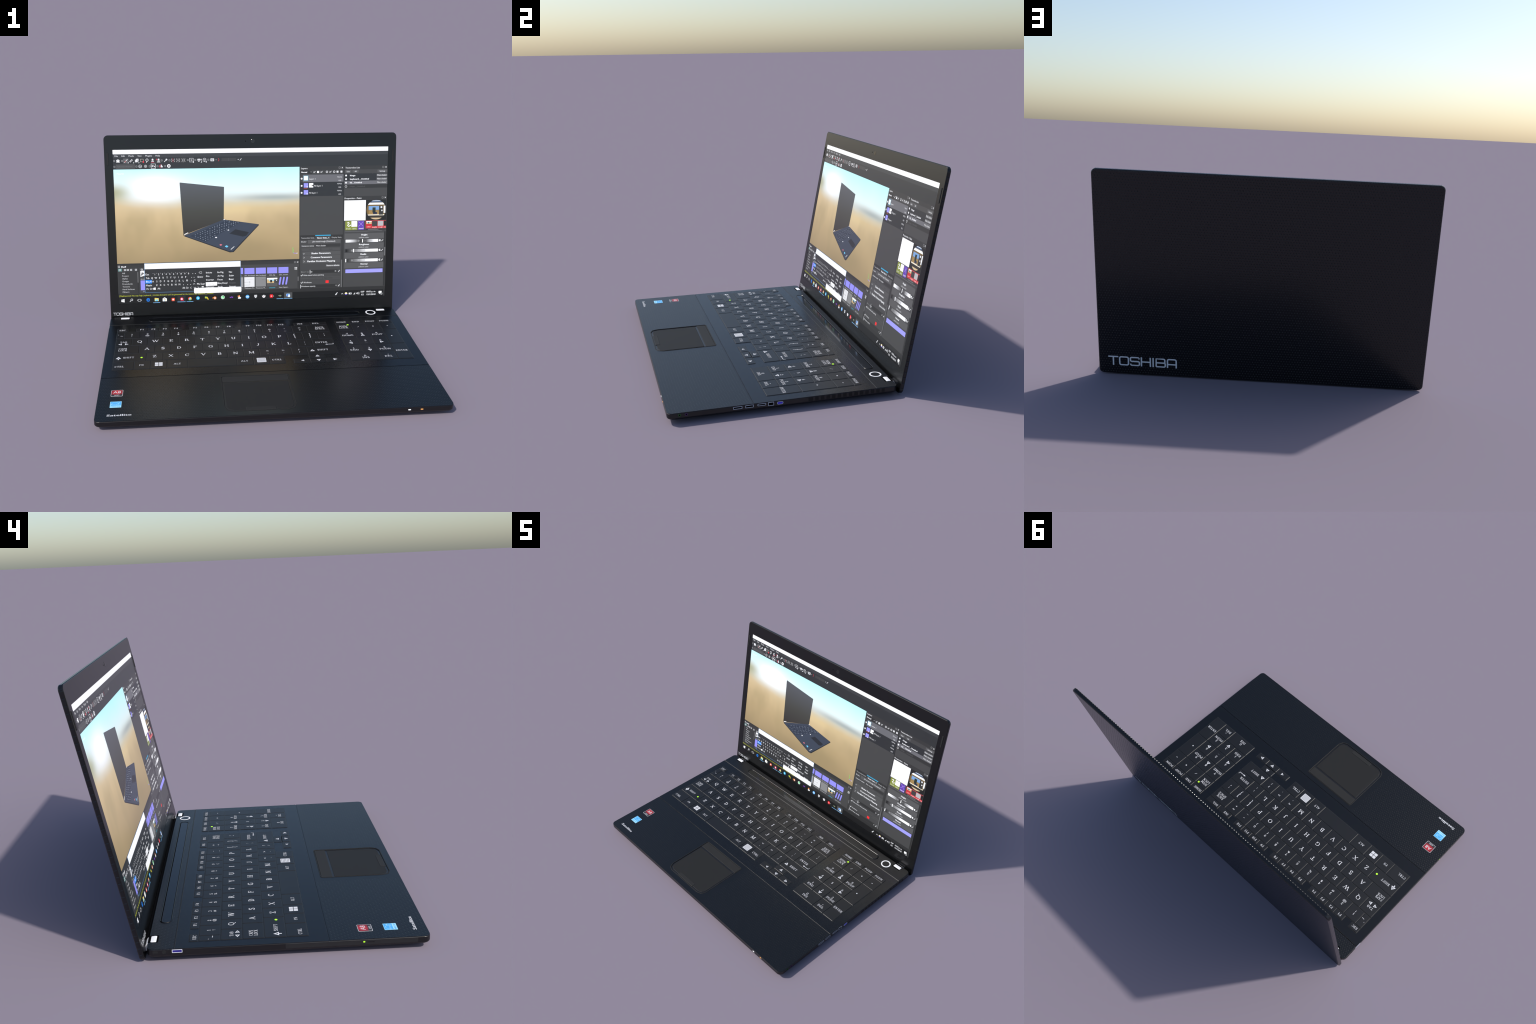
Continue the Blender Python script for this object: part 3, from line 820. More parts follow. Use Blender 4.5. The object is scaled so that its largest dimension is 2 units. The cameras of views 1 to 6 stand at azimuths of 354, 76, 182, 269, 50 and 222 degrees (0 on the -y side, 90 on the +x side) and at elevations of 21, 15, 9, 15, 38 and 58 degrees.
wordmark(q, -0.9834, -0.0812, 0.1345, 0.0208, 0.0008, solid("white_logo_paint", (0.62, 0.62, 0.63), 0.4), t=0.15)
lidpart(q, "logo")
q = Build()
wordmark(q, 0.9435, -0.0822, 0.4240, 0.0626, -LD - 0.0008, m_logo, flip=True)
lidpart(q, "logo")

# ------------------------------------------------------------------ screen
Z0 = -0.0013
def U(px, py):
    return (SX0 + px * S, SH - py * S)
class Screen(Build):
    """layout in the pixel grid of a 1366 x 768 desktop; layers are stacked 0.1 mm apart"""
    def z(self, layer):
        return Z0 + 0.0001 + 0.00011 * layer
    def box(self, x0, y0, x1, y1, m, layer=1, r=0.0):
        p = rrect(*sorted((U(x0, 0)[0], U(x1, 0)[0])), *sorted((U(0, y1)[1], U(0, y0)[1])), r * S, 3)
        self.slab(p, self.z(layer) - 0.0001, self.z(layer), m)
    def shape(self, pts, m, layer=2):
        self.poly([U(*p) for p in pts], self.z(layer), m)
    def dot(self, x, y, r, m, layer=2, ry=None, n=14):
        self.shape(circle(x, y, r, ry, n), m, layer)
    def ring(self, x, y, r, w, m, layer=2, a0=0, a1=360):
        self.stroke([U(*p) for p in arc(x, y, r, r, a0, a1, 14)], w * S, self.z(layer), m)
    def line(self, pts, w, m, layer=2):
        self.stroke([U(*p) for p in pts], w * S, self.z(layer), m)
    def label(self, s, x0, yc, x1=None, h=8, m=None, layer=3, align="l", bold=False):
        X, Y = U(x0, yc + h / 2)
        m = m or ui(225)
        for k in range(2 if bold else 1):
            self.text(s, X + k * 0.5 * S, Y, self.z(layer) + 0.00003 * k, m, cap=h * S, width=((x1 - x0) * S if x1 else None), align=align, wide=0.92)

q = Screen()
q.box(0, 0, 1366, 768, ui(62, 62, 63), 0)
lidpart(q, "screen")

# 3D view picture: soft outdoor backdrop
m, nt, bs = new_mat("screen_backdrop")
tc = node(nt, "ShaderNodeTexCoord")
sp = node(nt, "ShaderNodeSeparateXYZ"); nt.links.new(tc.outputs["Object"], sp.inputs[0])
px = math_n(nt, "DIVIDE", math_n(nt, "SUBTRACT", sp.outputs["X"], SX0), S)          # 0..916
py = math_n(nt, "DIVIDE", math_n(nt, "SUBTRACT", SH, sp.outputs["Y"]), S)            # 95..562
nz = node(nt, "ShaderNodeTexNoise"); nz.inputs["Scale"].default_value = 3.2; nz.inputs["Detail"].default_value = 1.5
nt.links.new(tc.outputs["Object"], nz.inputs["Vector"])
wob = math_n(nt, "MULTIPLY", math_n(nt, "SUBTRACT", nz.outputs["Fac"], 0.5), 46.0)
# horizon sits higher at the far left
lift = math_n(nt, "MULTIPLY", math_n(nt, "POWER", math_n(nt, "SUBTRACT", 1.0, math_n(nt, "MINIMUM", math_n(nt, "DIVIDE", px, 110.0), 1.0)), 1.5), 30.0)
yy = math_n(nt, "ADD", math_n(nt, "ADD", py, wob), lift)
fac = math_n(nt, "DIVIDE", math_n(nt, "SUBTRACT", yy, 95.0), 470.0)
rp = node(nt, "ShaderNodeValToRGB")
stops = [(0.0, (186, 246, 250)), (0.12, (206, 244, 247)), (0.23, (222, 240, 238)), (0.30, (214, 220, 212)), (0.36, (206, 196, 168)), (0.42, (207, 184, 141)),
         (0.52, (202, 178, 135)), (0.72, (181, 158, 117)), (1.0, (158, 137, 101))]
cr = rp.color_ramp
while len(cr.elements) < len(stops):
    cr.elements.new(0.5)
for e, (p, c) in zip(cr.elements, stops):
    e.position = p; e.color = (*lin(c), 1)
nt.links.new(fac, rp.inputs[0])
# bright cloud
def gauss(cx, cy, rx, ry):
    a = math_n(nt, "POWER", math_n(nt, "DIVIDE", math_n(nt, "ABSOLUTE", math_n(nt, "SUBTRACT", px, cx)), rx), 2.0)
    c = math_n(nt, "POWER", math_n(nt, "DIVIDE", math_n(nt, "ABSOLUTE", math_n(nt, "SUBTRACT", py, cy)), ry), 2.0)
    return math_n(nt, "EXPONENT", math_n(nt, "MULTIPLY", math_n(nt, "ADD", a, c), -1.0))
cl = math_n(nt, "MINIMUM", math_n(nt, "MULTIPLY", gauss(200, 190, 130, 60), 1.25), 1.0)
mx = node(nt, "ShaderNodeMix", data_type="RGBA")
nt.links.new(cl, mx.inputs["Factor"]); nt.links.new(rp.outputs[0], mx.inputs["A"]); mx.inputs["B"].default_value = (1, 1, 1, 1)
# darker stains low in the picture
st = math_n(nt, "MULTIPLY", math_n(nt, "ADD", math_n(nt, "ADD", gauss(430, 560, 120, 70), gauss(900, 370, 150, 70)), gauss(660, 500, 160, 60)), 0.26)
mx2 = node(nt, "ShaderNodeMix", data_type="RGBA")
nt.links.new(st, mx2.inputs["Factor"]); nt.links.new(mx.outputs["Result"], mx2.inputs["A"]); mx2.inputs["B"].default_value = (*lin((125, 108, 80)), 1)
# hazy trees along the horizon at the right and at the far left
def stain(prev, fac, col):
    k = node(nt, "ShaderNodeMix", data_type="RGBA")
    nt.links.new(fac, k.inputs["Factor"]); nt.links.new(prev, k.inputs["A"]); k.inputs["B"].default_value = (*lin(col), 1)
    return k.outputs["Result"]
out = stain(mx2.outputs["Result"], math_n(nt, "MULTIPLY", gauss(800, 244, 200, 17), 0.70), (140, 152, 150))
out = stain(out, math_n(nt, "MULTIPLY", gauss(0, 208, 75, 42), 0.85), (160, 160, 118))
out = stain(out, math_n(nt, "MULTIPLY", gauss(560, 300, 190, 26), 0.35), (228, 206, 152))
nz2 = node(nt, "ShaderNodeTexNoise"); nz2.inputs["Scale"].default_value = 5.0; nz2.inputs["Detail"].default_value = 2.0
mp2 = node(nt, "ShaderNodeMapping"); mp2.inputs["Scale"].default_value = (1.0, 0.6, 1.0); mp2.inputs["Location"].default_value = (3.1, 1.7, 0.0)
nt.links.new(tc.outputs["Object"], mp2.inputs[0]); nt.links.new(mp2.outputs[0], nz2.inputs["Vector"])
low = math_n(nt, "MINIMUM", math_n(nt, "MAXIMUM", math_n(nt, "DIVIDE", math_n(nt, "SUBTRACT", py, 260.0), 80.0), 0.0), 1.0)
mot = math_n(nt, "MULTIPLY", math_n(nt, "MINIMUM", math_n(nt, "MAXIMUM", math_n(nt, "MULTIPLY", math_n(nt, "SUBTRACT", nz2.outputs["Fac"], 0.45), 4.0), 0.0), 1.0), math_n(nt, "MULTIPLY", low, 0.38))
out = stain(out, mot, (150, 134, 96))
nt.links.new(out, bs.inputs["Base Color"])
bs.inputs["Roughness"].default_value = 0.30
if SCREEN_EMIT:
    nt.links.new(out, bs.inputs["Emission Color"]); bs.inputs["Emission Strength"].default_value = SCREEN_EMIT
m_back = m

# picture of a laptop inside the 3D view
m, nt, bs = new_mat("screen_pictured_lid")
tc = node(nt, "ShaderNodeTexCoord"); sp = node(nt, "ShaderNodeSeparateXYZ"); nt.links.new(tc.outputs["Object"], sp.inputs[0])
py = math_n(nt, "DIVIDE", math_n(nt, "SUBTRACT", SH, sp.outputs["Y"]), S)
f = math_n(nt, "DIVIDE", math_n(nt, "SUBTRACT", py, 165.0), 260.0)
rp = node(nt, "ShaderNodeValToRGB")
for e, c in zip((rp.color_ramp.elements[0], rp.color_ramp.elements[1]), ((84, 87, 92), (50, 46, 43))):
    e.color = (*lin(c), 1)
e = rp.color_ramp.elements.new(0.55); e.color = (*lin((66, 66, 61)), 1)
nt.links.new(f, rp.inputs[0]); nt.links.new(rp.outputs[0], bs.inputs["Base Color"]); bs.inputs["Roughness"].default_value = 0.3
if SCREEN_EMIT:
    nt.links.new(rp.outputs[0], bs.inputs["Emission Color"]); bs.inputs["Emission Strength"].default_value = SCREEN_EMIT
m_plid = m
q = Screen()
q.box(0, 95, 916, 562, m_back, 1)
q.shape([(319, 165), (321, 163), (537, 188), (538, 190), (534, 352), (336, 424), (332, 430)], m_plid, 2)
q.shape([(334, 431), (534, 352), (710, 379), (710, 384), (581, 518), (562, 519)], ui(40, 42, 48), 2)
q.shape([(334, 427), (534, 351), (710, 379), (576, 515), (560, 513)], ui(58, 66, 80), 3)
q.shape([(362, 431), (552, 354), (620, 366), (441, 462)], ui(46, 54, 68), 4)
q.shape([(561, 423), (592, 402), (660, 418), (646, 436), (629, 440)], ui(44, 48, 56), 4)
for i in range(6):
    for j in range(15):
        a, c = (i + 0.6) / 6.2, (j + 0.7) / 15.4
        x = (362 + (552 - 362) * c) * (1 - a) + (441 + (620 - 441) * c) * a
        y = (431 + (354 - 431) * c) * (1 - a) + (462 + (366 - 462) * c) * a
        if (i * 7 + j * 5) % 6:
            q.shape([(x - 1.6, y), (x, y - 1.2), (x + 1.8, y), (x, y + 1.2)], ui(205, 215, 230), 5)
for x, y, s in ((494, 441, 6), (556, 405, 5)):
    q.shape([(x - s, y), (x, y - s * 0.6), (x + s, y), (x, y + s * 0.6)], ui(245), 6)
q.shape([(335, 421), (355, 412), (356, 415), (337, 424)], ui(240), 4)
q.shape([(510, 479), (517, 475), (525, 479), (517, 484)], ui(225, 120, 130), 4)
q.shape([(537, 488), (545, 482), (555, 487), (548, 494)], ui(110, 200, 240), 4)
q.shape([(566, 503), (584, 488), (586, 490), (569, 505)], ui(220), 4)
q.shape([(536, 349), (541, 351), (537, 354), (531, 353)], ui(235), 5)
q.line([(884, 510), (884, 530)], 2, ui(90, 230, 90), 2); q.line([(884, 530), (902, 533)], 2, ui(150, 130, 250), 2)
q.label("z", 901, 531, 908, 7, ui(240), 3); q.label("y", 880, 504, 886, 7, ui(90, 230, 90), 3)
q.label("Material", 16, 116, 49, 6, ui(255), 3)
lidpart(q, "viewport_picture")

PANEL, DARKP, HEAD, ROW, SEL, BTN = ui(76), ui(52, 54, 56), ui(60), ui(50, 52, 55), ui(118, 118, 122), ui(92)
TXT, DIM = ui(222), ui(120)
W = ui(255)
# title bar, menus and tool bars
q = Screen()
q.box(0, 0, 1366, 21, W, 1)
q.shape([(8, 14), (12, 7), (16, 14)], ui(255, 225, 232), 2)
q.box(0, 21, 1366, 38, ui(66, 68, 70), 1)
for s, a, c in (("File", 9, 24), ("Edit", 42, 58), ("Mode", 76, 101), ("View", 119, 139), ("Plugins", 157, 189), ("Help", 206, 227)):
    q.label(s, a, 30, c, 7.5, TXT)
q.box(0, 38, 1366, 94, DARKP, 1)
lidpart(q, "menu_bar")
q = Screen()
q.box(49, 42, 75, 66, ui(105), 2)
for x in (218, 315, 341):
    q.box(x - 12, 42, x + 12, 66, ui(64), 2)
for x in (6, 44, 235, 273, 362, 399, 463):
    q.line([(x - 3, 50), (x + 3, 50), (x + 3, 57), (x - 3, 57), (x - 3, 50)], 1.2, ui(190), 3)
for x in (6, 112, 176, 214, 251):
    q.line([(x - 3, 78), (x + 3, 78), (x + 3, 85), (x - 3, 85), (x - 3, 78)], 1.2, ui(190), 3)
q.dot(24, 53, 8, W, 3, ry=6.5); q.shape([(15, 62), (19, 58), (29, 58), (33, 62), (24, 60)], W, 3); q.dot(22, 52, 1.5, DARKP, 4); q.dot(28, 52, 1.5, DARKP, 4)
q.line([(54, 62), (70, 46)], 3, ui(215), 3); q.line([(56, 60), (61, 55)], 5, ui(170, 90, 90), 4); q.shape([(70, 65), (75, 60), (75, 65)], W, 3)
q.line([(81, 59), (93, 48)], 7, ui(215), 3); q.line([(84, 57), (90, 51)], 3.5, DARKP, 4); q.shape([(96, 65), (101, 60), (101, 65)], W, 3)
q.box(106, 48, 118, 61, ui(210), 3); q.box(112, 44, 123, 57, ui(235), 4); q.box(116, 48, 119, 53, ui(80), 5); q.shape([(121, 65), (126, 60), (126, 65)], W, 3)
q.line([(132, 46), (146, 46), (146, 59), (132, 59), (132, 46)], 2, ui(190, 185, 170), 3); q.shape([(142, 60), (147, 53), (150, 62), (144, 64)], ui(235, 50, 70), 4)
q.ring(164, 51, 6, 2.4, ui(215), 3); q.line([(163, 58), (160, 64)], 2.5, ui(215), 3)
for x, c in ((191, (222, 222, 222)), (220, (222, 222, 222))):
    q.dot(x, 49, 4.5, ui(*c), 3); q.box(x - 6, 55, x + 6, 59, ui(*c), 3); q.box(x - 8, 61, x + 8, 63, ui(205, 70, 90) if x == 191 else ui(210), 3)
q.line([(207, 49), (214, 49)], 2, ui(205, 60, 80), 3); q.line([(210, 45), (210, 53)], 2, ui(205, 60, 80), 4)
q.line([(247, 61), (256, 52)], 3, ui(220), 3); q.dot(258, 50, 4.5, ui(220), 3)
for x, c in ((290, (200, 55, 75)), (315, (150, 150, 150)), (341, (150, 150, 150))):
    q.line([(x - 8, 46), (x - 4, 54), (x - 8, 62)], 2, ui(185), 3); q.line([(x + 8, 46), (x + 4, 54), (x + 8, 62)], 2, ui(185), 3); q.line([(x, 44), (x, 64)], 1.3, ui(*c), 3)
q.line([(371, 45), (389, 45), (389, 63), (371, 63), (371, 45)], 2.4, ui(210), 3); q.box(376, 50, 384, 58, ui(150), 3); q.shape([(386, 66), (392, 60), (392, 66)], W, 4)
q.box(409, 48, 424, 57, ui(205), 3, 2); q.shape([(424, 52), (430, 48), (430, 58)], ui(205), 3); q.box(412, 59, 420, 62, ui(205), 3); q.shape([(425, 66), (431, 60), (431, 66)], W, 4)
q.line([(437, 49), (444, 45), (451, 49), (451, 59), (444, 63), (437, 59), (437, 49)], 2, ui(205), 3); q.line([(437, 49), (444, 53), (451, 49)], 1.6, ui(205), 3); q.line([(444, 53), (444, 63)], 1.6, ui(205), 4); q.shape([(449, 66), (455, 60), (455, 66)], W, 4)
q.box(473, 47, 491, 61, ui(205), 3, 2); q.dot(482, 54, 4.5, DARKP, 4); q.dot(482, 54, 2.5, ui(225), 5)
q.ring(507, 54, 8, 2, ui(190, 60, 75), 3, -60, 60); q.line([(499, 54), (503, 54)], 4, ui(150), 3)
q.box(528, 46, 600, 61, ui(70), 2); q.box(562, 47, 563, 60, ui(105), 3); q.dot(610, 54, 2.5, ui(190), 3); q.line([(618, 59), (626, 49)], 3, ui(200), 3)
q.box(13, 70, 105, 92, ui(84), 2); q.label("Choose Archive", 21, 81, 92, 6.5, ui(120))
q.ring(130, 81, 7, 3, ui(175), 3); q.line([(125, 80), (135, 83)], 2.5, ui(175), 4)
q.dot(156, 81, 7.5, ui(150), 3)
q.line([(183, 70), (204, 70), (204, 92), (183, 92), (183, 70)], 2.4, ui(225), 3); q.label("Ps", 187, 81, 201, 9, W, 3, bold=True)
q.ring(231, 82, 7, 2.6, ui(190, 60, 80), 3, 100, 300); q.shape([(228, 84), (232, 73), (240, 84), (236, 89)], ui(220), 4)
q.ring(269, 81, 6.5, 4, W, 3); q.dot(269, 81, 2, ui(200), 3)
lidpart(q, "tool_bar")

# layer list
q = Screen()
q.box(916, 94, 920, 716, ui(48), 1)
q.box(920, 94, 1140, 112, HEAD, 1); q.label("Layers", 924, 103, 956, 7.5, TXT, bold=True)
def closers(q, x, y):
    q.line([(x - 3, y - 4), (x + 4, y - 4), (x + 4, y + 4), (x - 3, y + 4), (x - 3, y - 4)], 1.2, ui(170), 3)
    q.line([(x + 11, y - 3.5), (x + 18, y + 3.5)], 1.6, ui(215), 3); q.line([(x + 11, y + 3.5), (x + 18, y - 3.5)], 1.6, ui(215), 4)
closers(q, 1119, 102)
q.box(920, 112, 1140, 134, ui(68), 1); q.box(922, 113, 980, 131, ui(50), 2); q.label("Normal", 925, 122, 954, 7.5, W, bold=True); q.shape([(972, 120), (977, 120), (974.5, 124)], ui(200), 3)
for k, x in enumerate((992, 1010, 1028, 1055, 1073, 1092, 1109, 1129)):
    if k in (1, 6, 7):
        q.box(x - 5, 117, x + 5, 127, W if k == 1 else ui(215), 3, 1); q.dot(x, 122, 2, ui(90), 4) if k == 1 else None
    elif k in (3, 5):
        q.ring(x, 122, 4.5, 2.4, ui(215), 3)
    else:
        q.line([(x - 5, 126), (x + 5, 118)], 3, ui(200), 3); q.line([(x - 5, 119), (x + 3, 127)], 2, ui(180), 4)
q.box(920, 135, 1140, 172, SEL, 2); q.box(920, 135, 933, 172, ui(70), 3)
q.box(937, 140, 960, 164, ui(120, 195, 225), 3); q.box(939, 142, 958, 162, W, 4)
q.label("Layer 1", 966, 156, 996, 8, ui(235)); q.label("Norm", 1109, 148, 1132, 7, ui(225)); q.label("100", 1115, 166, 1128, 7, ui(225))
for y0, mask in ((173, True), (208, False)):
    q.box(920, y0, 1140, y0 + 35, ROW, 2)
    q.box(938, y0 + 4, 960, y0 + 26, ui(150, 148, 246), 3); q.shape([(951, y0 + 25), (955, y0 + 18), (959, y0 + 25)], ui(235), 4)
    if mask:
        q.box(938, y0 + 29, 956, y0 + 31, ui(190, 70, 60), 3)
        q.box(965, y0 + 4, 986, y0 + 26, W, 3); q.shape([(976, y0 + 17), (980, y0 + 15), (986, y0 + 14), (986, y0 + 20), (980, y0 + 19)], ui(45), 4)
        q.label("Fill layer 1", 991, y0 + 18, 1032, 8, ui(225))
    else:
        q.label("Fill layer 1", 966, y0 + 18, 1006, 8, ui(225))
    q.label("NMdt", 1109, y0 + 9, 1132, 7, ui(215)); q.label("100", 1115, y0 + 27, 1128, 7, ui(215))
for y in (154, 190, 225):
    q.dot(927, y, 4.5, W, 4); q.dot(927, y, 1.6, ui(170), 5)
q.box(920, 243, 1140, 441, PANEL, 1)
lidpart(q, "layer_panel")

# viewer settings below the layer list
q = Screen()
q.box(920, 441, 1140, 464, ui(54), 1); q.box(998, 443, 1078, 465, ui(72), 2); q.box(998, 441, 1078, 446, ui(52, 160, 200), 3)
q.label("TextureSet Setti..", 925, 455, 996, 7, ui(190)); q.label("Viewer Setti...", 1006, 456, 1062, 7.5, W, bold=True); q.label("Display Setti..", 1083, 455, 1136, 7, ui(190))
q.line([(1063, 452), (1071, 460)], 1.4, ui(205), 3); q.line([(1063, 460), (1071, 452)], 1.4, ui(205), 4)
q.box(920, 464, 1140, 716, PANEL, 1)
q.label("Shader", 925, 474, 953, 7, TXT); q.box(961, 466, 1129, 484, ui(98), 2); q.label("pbr-metal-rough (Outdated)", 984, 474, 1101, 7.5, ui(228))
q.label("Instance name", 929, 496, 991, 7.5, TXT); q.box(1000, 488, 1128, 503, ui(60), 2); q.label("Main shader", 1003, 496, 1053, 7.5, TXT)
q.box(929, 508, 1024, 522, ui(86), 2); q.box(1030, 508, 1126, 522, ui(86), 2); q.label("Undo", 966, 515, 987, 6.5, ui(62)); q.label("Redo", 1069, 515, 1088, 6.5, ui(62))
for y0, s, a, c in ((526, "Shader Parameters", 978, 1077), (547, "Common Parameters", 975, 1084), (567, "Parallax Occlusion Mapping", 958, 1101)):
    q.box(933, y0, 1128, y0 + 19, ui(92), 2); q.label(s, a, y0 + 9, c, 8.5, W, bold=True)
    if y0 == 526:
        q.line([(935, y0 + 8), (939, y0 + 13), (944, y0 + 8)], 1.6, ui(205), 3)
    else:
        q.line([(938, y0 + 5), (943, y0 + 9), (938, y0 + 14)], 1.6, ui(205), 3)
q.box(1054, 593, 1127, 607, ui(96), 2); q.label("Restore defaults", 1058, 600, 1124, 7.5, W)
for y0, s, c, num in ((622, "Stencil opacity", 984, "25"), (698, "Wireframe opacity", 1000, "0")):
    q.box(923, y0, 1115, y0 + 17, ui(52), 2); q.label(s, 925, y0 + 8, c, 7.5, TXT); q.label(num, 1100 if num == "25" else 1106, y0 + 8, None, 7, TXT); q.line([(1118, y0 + 13), (1127, y0 + 4)], 3, ui(215), 3)
q.box(923, 622, 972, 639, ui(74), 3); q.box(971, 621, 973, 640, ui(225), 4); q.box(922, 697, 924, 716, ui(225), 4)
for y, s, c in ((648, "Hide stencil when painting", 1043), (686, "Wireframe", 980)):
    q.line([(924, y), (928, y + 4), (934, y - 4)], 2.2, W, 3); q.label(s, 938, y, c, 7.5, TXT)
q.label("Protected process Channel", 926, 664, 1034, 6.5, ui(98)); q.box(1042, 658, 1128, 672, ui(90), 2); q.box(1043, 659, 1127, 671, ui(80), 3); q.label("Base Color", 1046, 665, 1090, 6.5, ui(50), 4)
q.box(1053, 678, 1069, 692, ui(240, 45, 48), 3)
q.box(1131, 466, 1139, 716, ui(62), 2); q.box(1133, 572, 1138, 716, ui(120), 3)
lidpart(q, "settings_panel")

# texture set list
q = Screen()
q.box(1140, 94, 1144, 716, ui(48), 1)
q.box(1144, 94, 1366, 112, HEAD, 1); q.label("TextureSet List", 1149, 103, 1223, 7.5, TXT, bold=True); closers(q, 1343, 102)
q.box(1144, 112, 1366, 132, ui(74), 1)
for x0, x1, s in ((1149, 1179, "Solo"), (1186, 1217, "All"), (1314, 1364, "Settings")):
    q.box(x0, 115, x1, 128, ui(98), 2); q.label(s, (x0 + x1) / 2, 122, None, 7, ui(225), align="c")
rows = (("hinge", 1200, 133, ROW), ("keyboard__Untitled", 1270, 151, ROW), ("lid__Untitled", 1234, 169, SEL), ("hinge__Untitled", 1250, 188, ui(56)))
for k, (s, c, y0, mm) in enumerate(rows):
    q.box(1144, y0, 1366, y0 + 18, mm, 2)
    q.label(s, 1173, y0 + 9, c, 7.5, W if k < 3 else ui(102), bold=k < 3)
    if k < 3:
        q.dot(1153, y0 + 9, 4.5, W, 3); q.dot(1153, y0 + 9, 1.6, ui(170), 4)
        q.box(1310, y0 + 3, 1365, y0 + 16, ui(112), 3); q.label("Main shader", 1313, y0 + 9, 1362, 7.5, ui(230), 4)
    else:
        q.ring(1153, y0 + 9, 5, 2, ui(190), 3)
q.box(1144, 206, 1366, 246, PANEL, 1)
lidpart(q, "texture_list_panel")

# material properties
q = Screen()
q.box(1144, 246, 1366, 716, PANEL, 1)
q.box(1144, 247, 1366, 266, HEAD, 2); q.label("Properties - Paint", 1147, 257, 1234, 8, TXT, bold=True); closers(q, 1343, 256)
q.box(1146, 268, 1257, 371, W, 2)
q.box(1257, 267, 1364, 371, ui(36), 2)
# preview ball: bands of mirrored sky, screen and ground
bx, by, br = 1311, 318, 50
q.dot(bx, by, br, ui(112, 100, 72), 3, n=36)
def band(y0, y1, mm, layer):
    xs = []
    for k in range(9):
        y = y0 + (y1 - y0) * k / 8
        xs.append((math.sqrt(max(0.0, br * br - y * y)), y))
    q.shape([(bx - a, by + y) for a, y in xs] + [(bx + a, by + y) for a, y in xs[::-1]], mm, layer)
band(-50, -38, ui(66, 84, 112), 4); band(-47, -44, ui(215, 225, 235), 5); band(-36, -26, W, 4); band(-25, 20, ui(120, 96, 56), 4); band(24, 29, ui(235, 226, 205), 4); band(29, 40, ui(58, 54, 48), 4); band(41, 50, ui(205, 180, 140), 4)
q.box(1272, 299, 1326, 320, ui(120, 160, 205), 5); q.box(1272, 318, 1326, 342, ui(156, 128, 78), 5); q.box(1292, 306, 1308, 332, ui(44, 56, 46), 6); q.box(1295, 330, 1316, 340, ui(40, 50, 74), 6)
q.box(1326, 298, 1347, 344, ui(60, 60, 58), 6); q.dot(1338, 305, 5, ui(225), 7); q.dot(1341, 322, 4, ui(215), 7); q.box(1350, 298, 1359, 335, ui(232, 236, 240), 6)
# channel buttons
q.box(1152, 374, 1215, 420, ui(132, 142, 60), 2); q.box(1184, 374, 1214, 403, W, 3)
q.line([(1162, 384), (1168, 380), (1173, 384), (1164, 396), (1170, 401), (1181, 394)], 4, W, 3)
q.label("brush", 1157, 412, 1180, 7, ui(220)); q.label("alpha", 1189, 412, 1210, 7, ui(220))
q.box(1218, 374, 1249, 420, ui(98, 64, 170), 2); q.line([(1221, 377), (1246, 402)], 1.3, ui(190, 170, 235), 3); q.line([(1221, 402), (1246, 377)], 1.3, ui(190, 170, 235), 4); q.label("stencil", 1222, 412, 1246, 7, ui(230), bold=True)
q.box(1258, 373, 1364, 413, ui(196, 50, 56), 2)
q.box(1261, 376, 1289, 379, W, 3); q.box(1261, 379, 1289, 390, ui(205, 185, 140), 3); q.box(1265, 380, 1279, 384, ui(120, 200, 235), 4); q.box(1271, 381, 1276, 388, ui(50), 5)
q.box(1291, 376, 1319, 402, ui(70), 3); q.box(1321, 376, 1350, 401, ui(178), 3); q.box(1352, 375, 1364, 401, ui(34), 3)
for s, a, c in (("color", 1264, 1284), ("height", 1292, 1318), ("rough", 1323, 1347), ("me", 1353, 1364)):
    q.label(s, a, 404 if s == "color" else 407, c, 7, ui(250, 205, 205), 4)
q.box(1260, 416, 1364, 422, ui(58), 2); q.box(1270, 417, 1325, 421, ui(120), 3)
q.line([(1150, 428), (1190, 426), (1250, 427), (1345, 426)], 2, ui(125), 3)
# channel sliders with graded tracks
def grade_mat(name, lo_x, stops):
    m, nt, bs = new_mat(name)
    tc = node(nt, "ShaderNodeTexCoord"); sp = node(nt, "ShaderNodeSeparateXYZ"); nt.links.new(tc.outputs["Object"], sp.inputs[0])
    px = math_n(nt, "DIVIDE", math_n(nt, "SUBTRACT", sp.outputs["X"], SX0), S)
    f = math_n(nt, "DIVIDE", math_n(nt, "SUBTRACT", px, lo_x), 1326.0 - lo_x)
    rp = node(nt, "ShaderNodeValToRGB")
    while len(rp.color_ramp.elements) < len(stops):
        rp.color_ramp.elements.new(0.5)
    for e, (p, v) in zip(rp.color_ramp.elements, stops):
        e.position = p; e.color = (*lin((v, v, v)), 1)
    nt.links.new(f, rp.inputs[0]); nt.links.new(rp.outputs[0], bs.inputs["Base Color"]); bs.inputs["Roughness"].default_value = 0.3
    if SCREEN_EMIT:
        nt.links.new(rp.outputs[0], bs.inputs["Emission Color"]); bs.inputs["Emission Strength"].default_value = SCREEN_EMIT
    return m
g_mid = grade_mat("screen_slider_from_middle", 1154, [(0.0, 255), (0.12, 235), (0.36, 105), (0.50, 20), (0.64, 90), (0.88, 240), (1.0, 255)])
g_up = grade_mat("screen_slider_from_left", 1158, [(0.0, 18), (0.18, 90), (0.40, 150), (0.62, 235), (0.8, 255)])
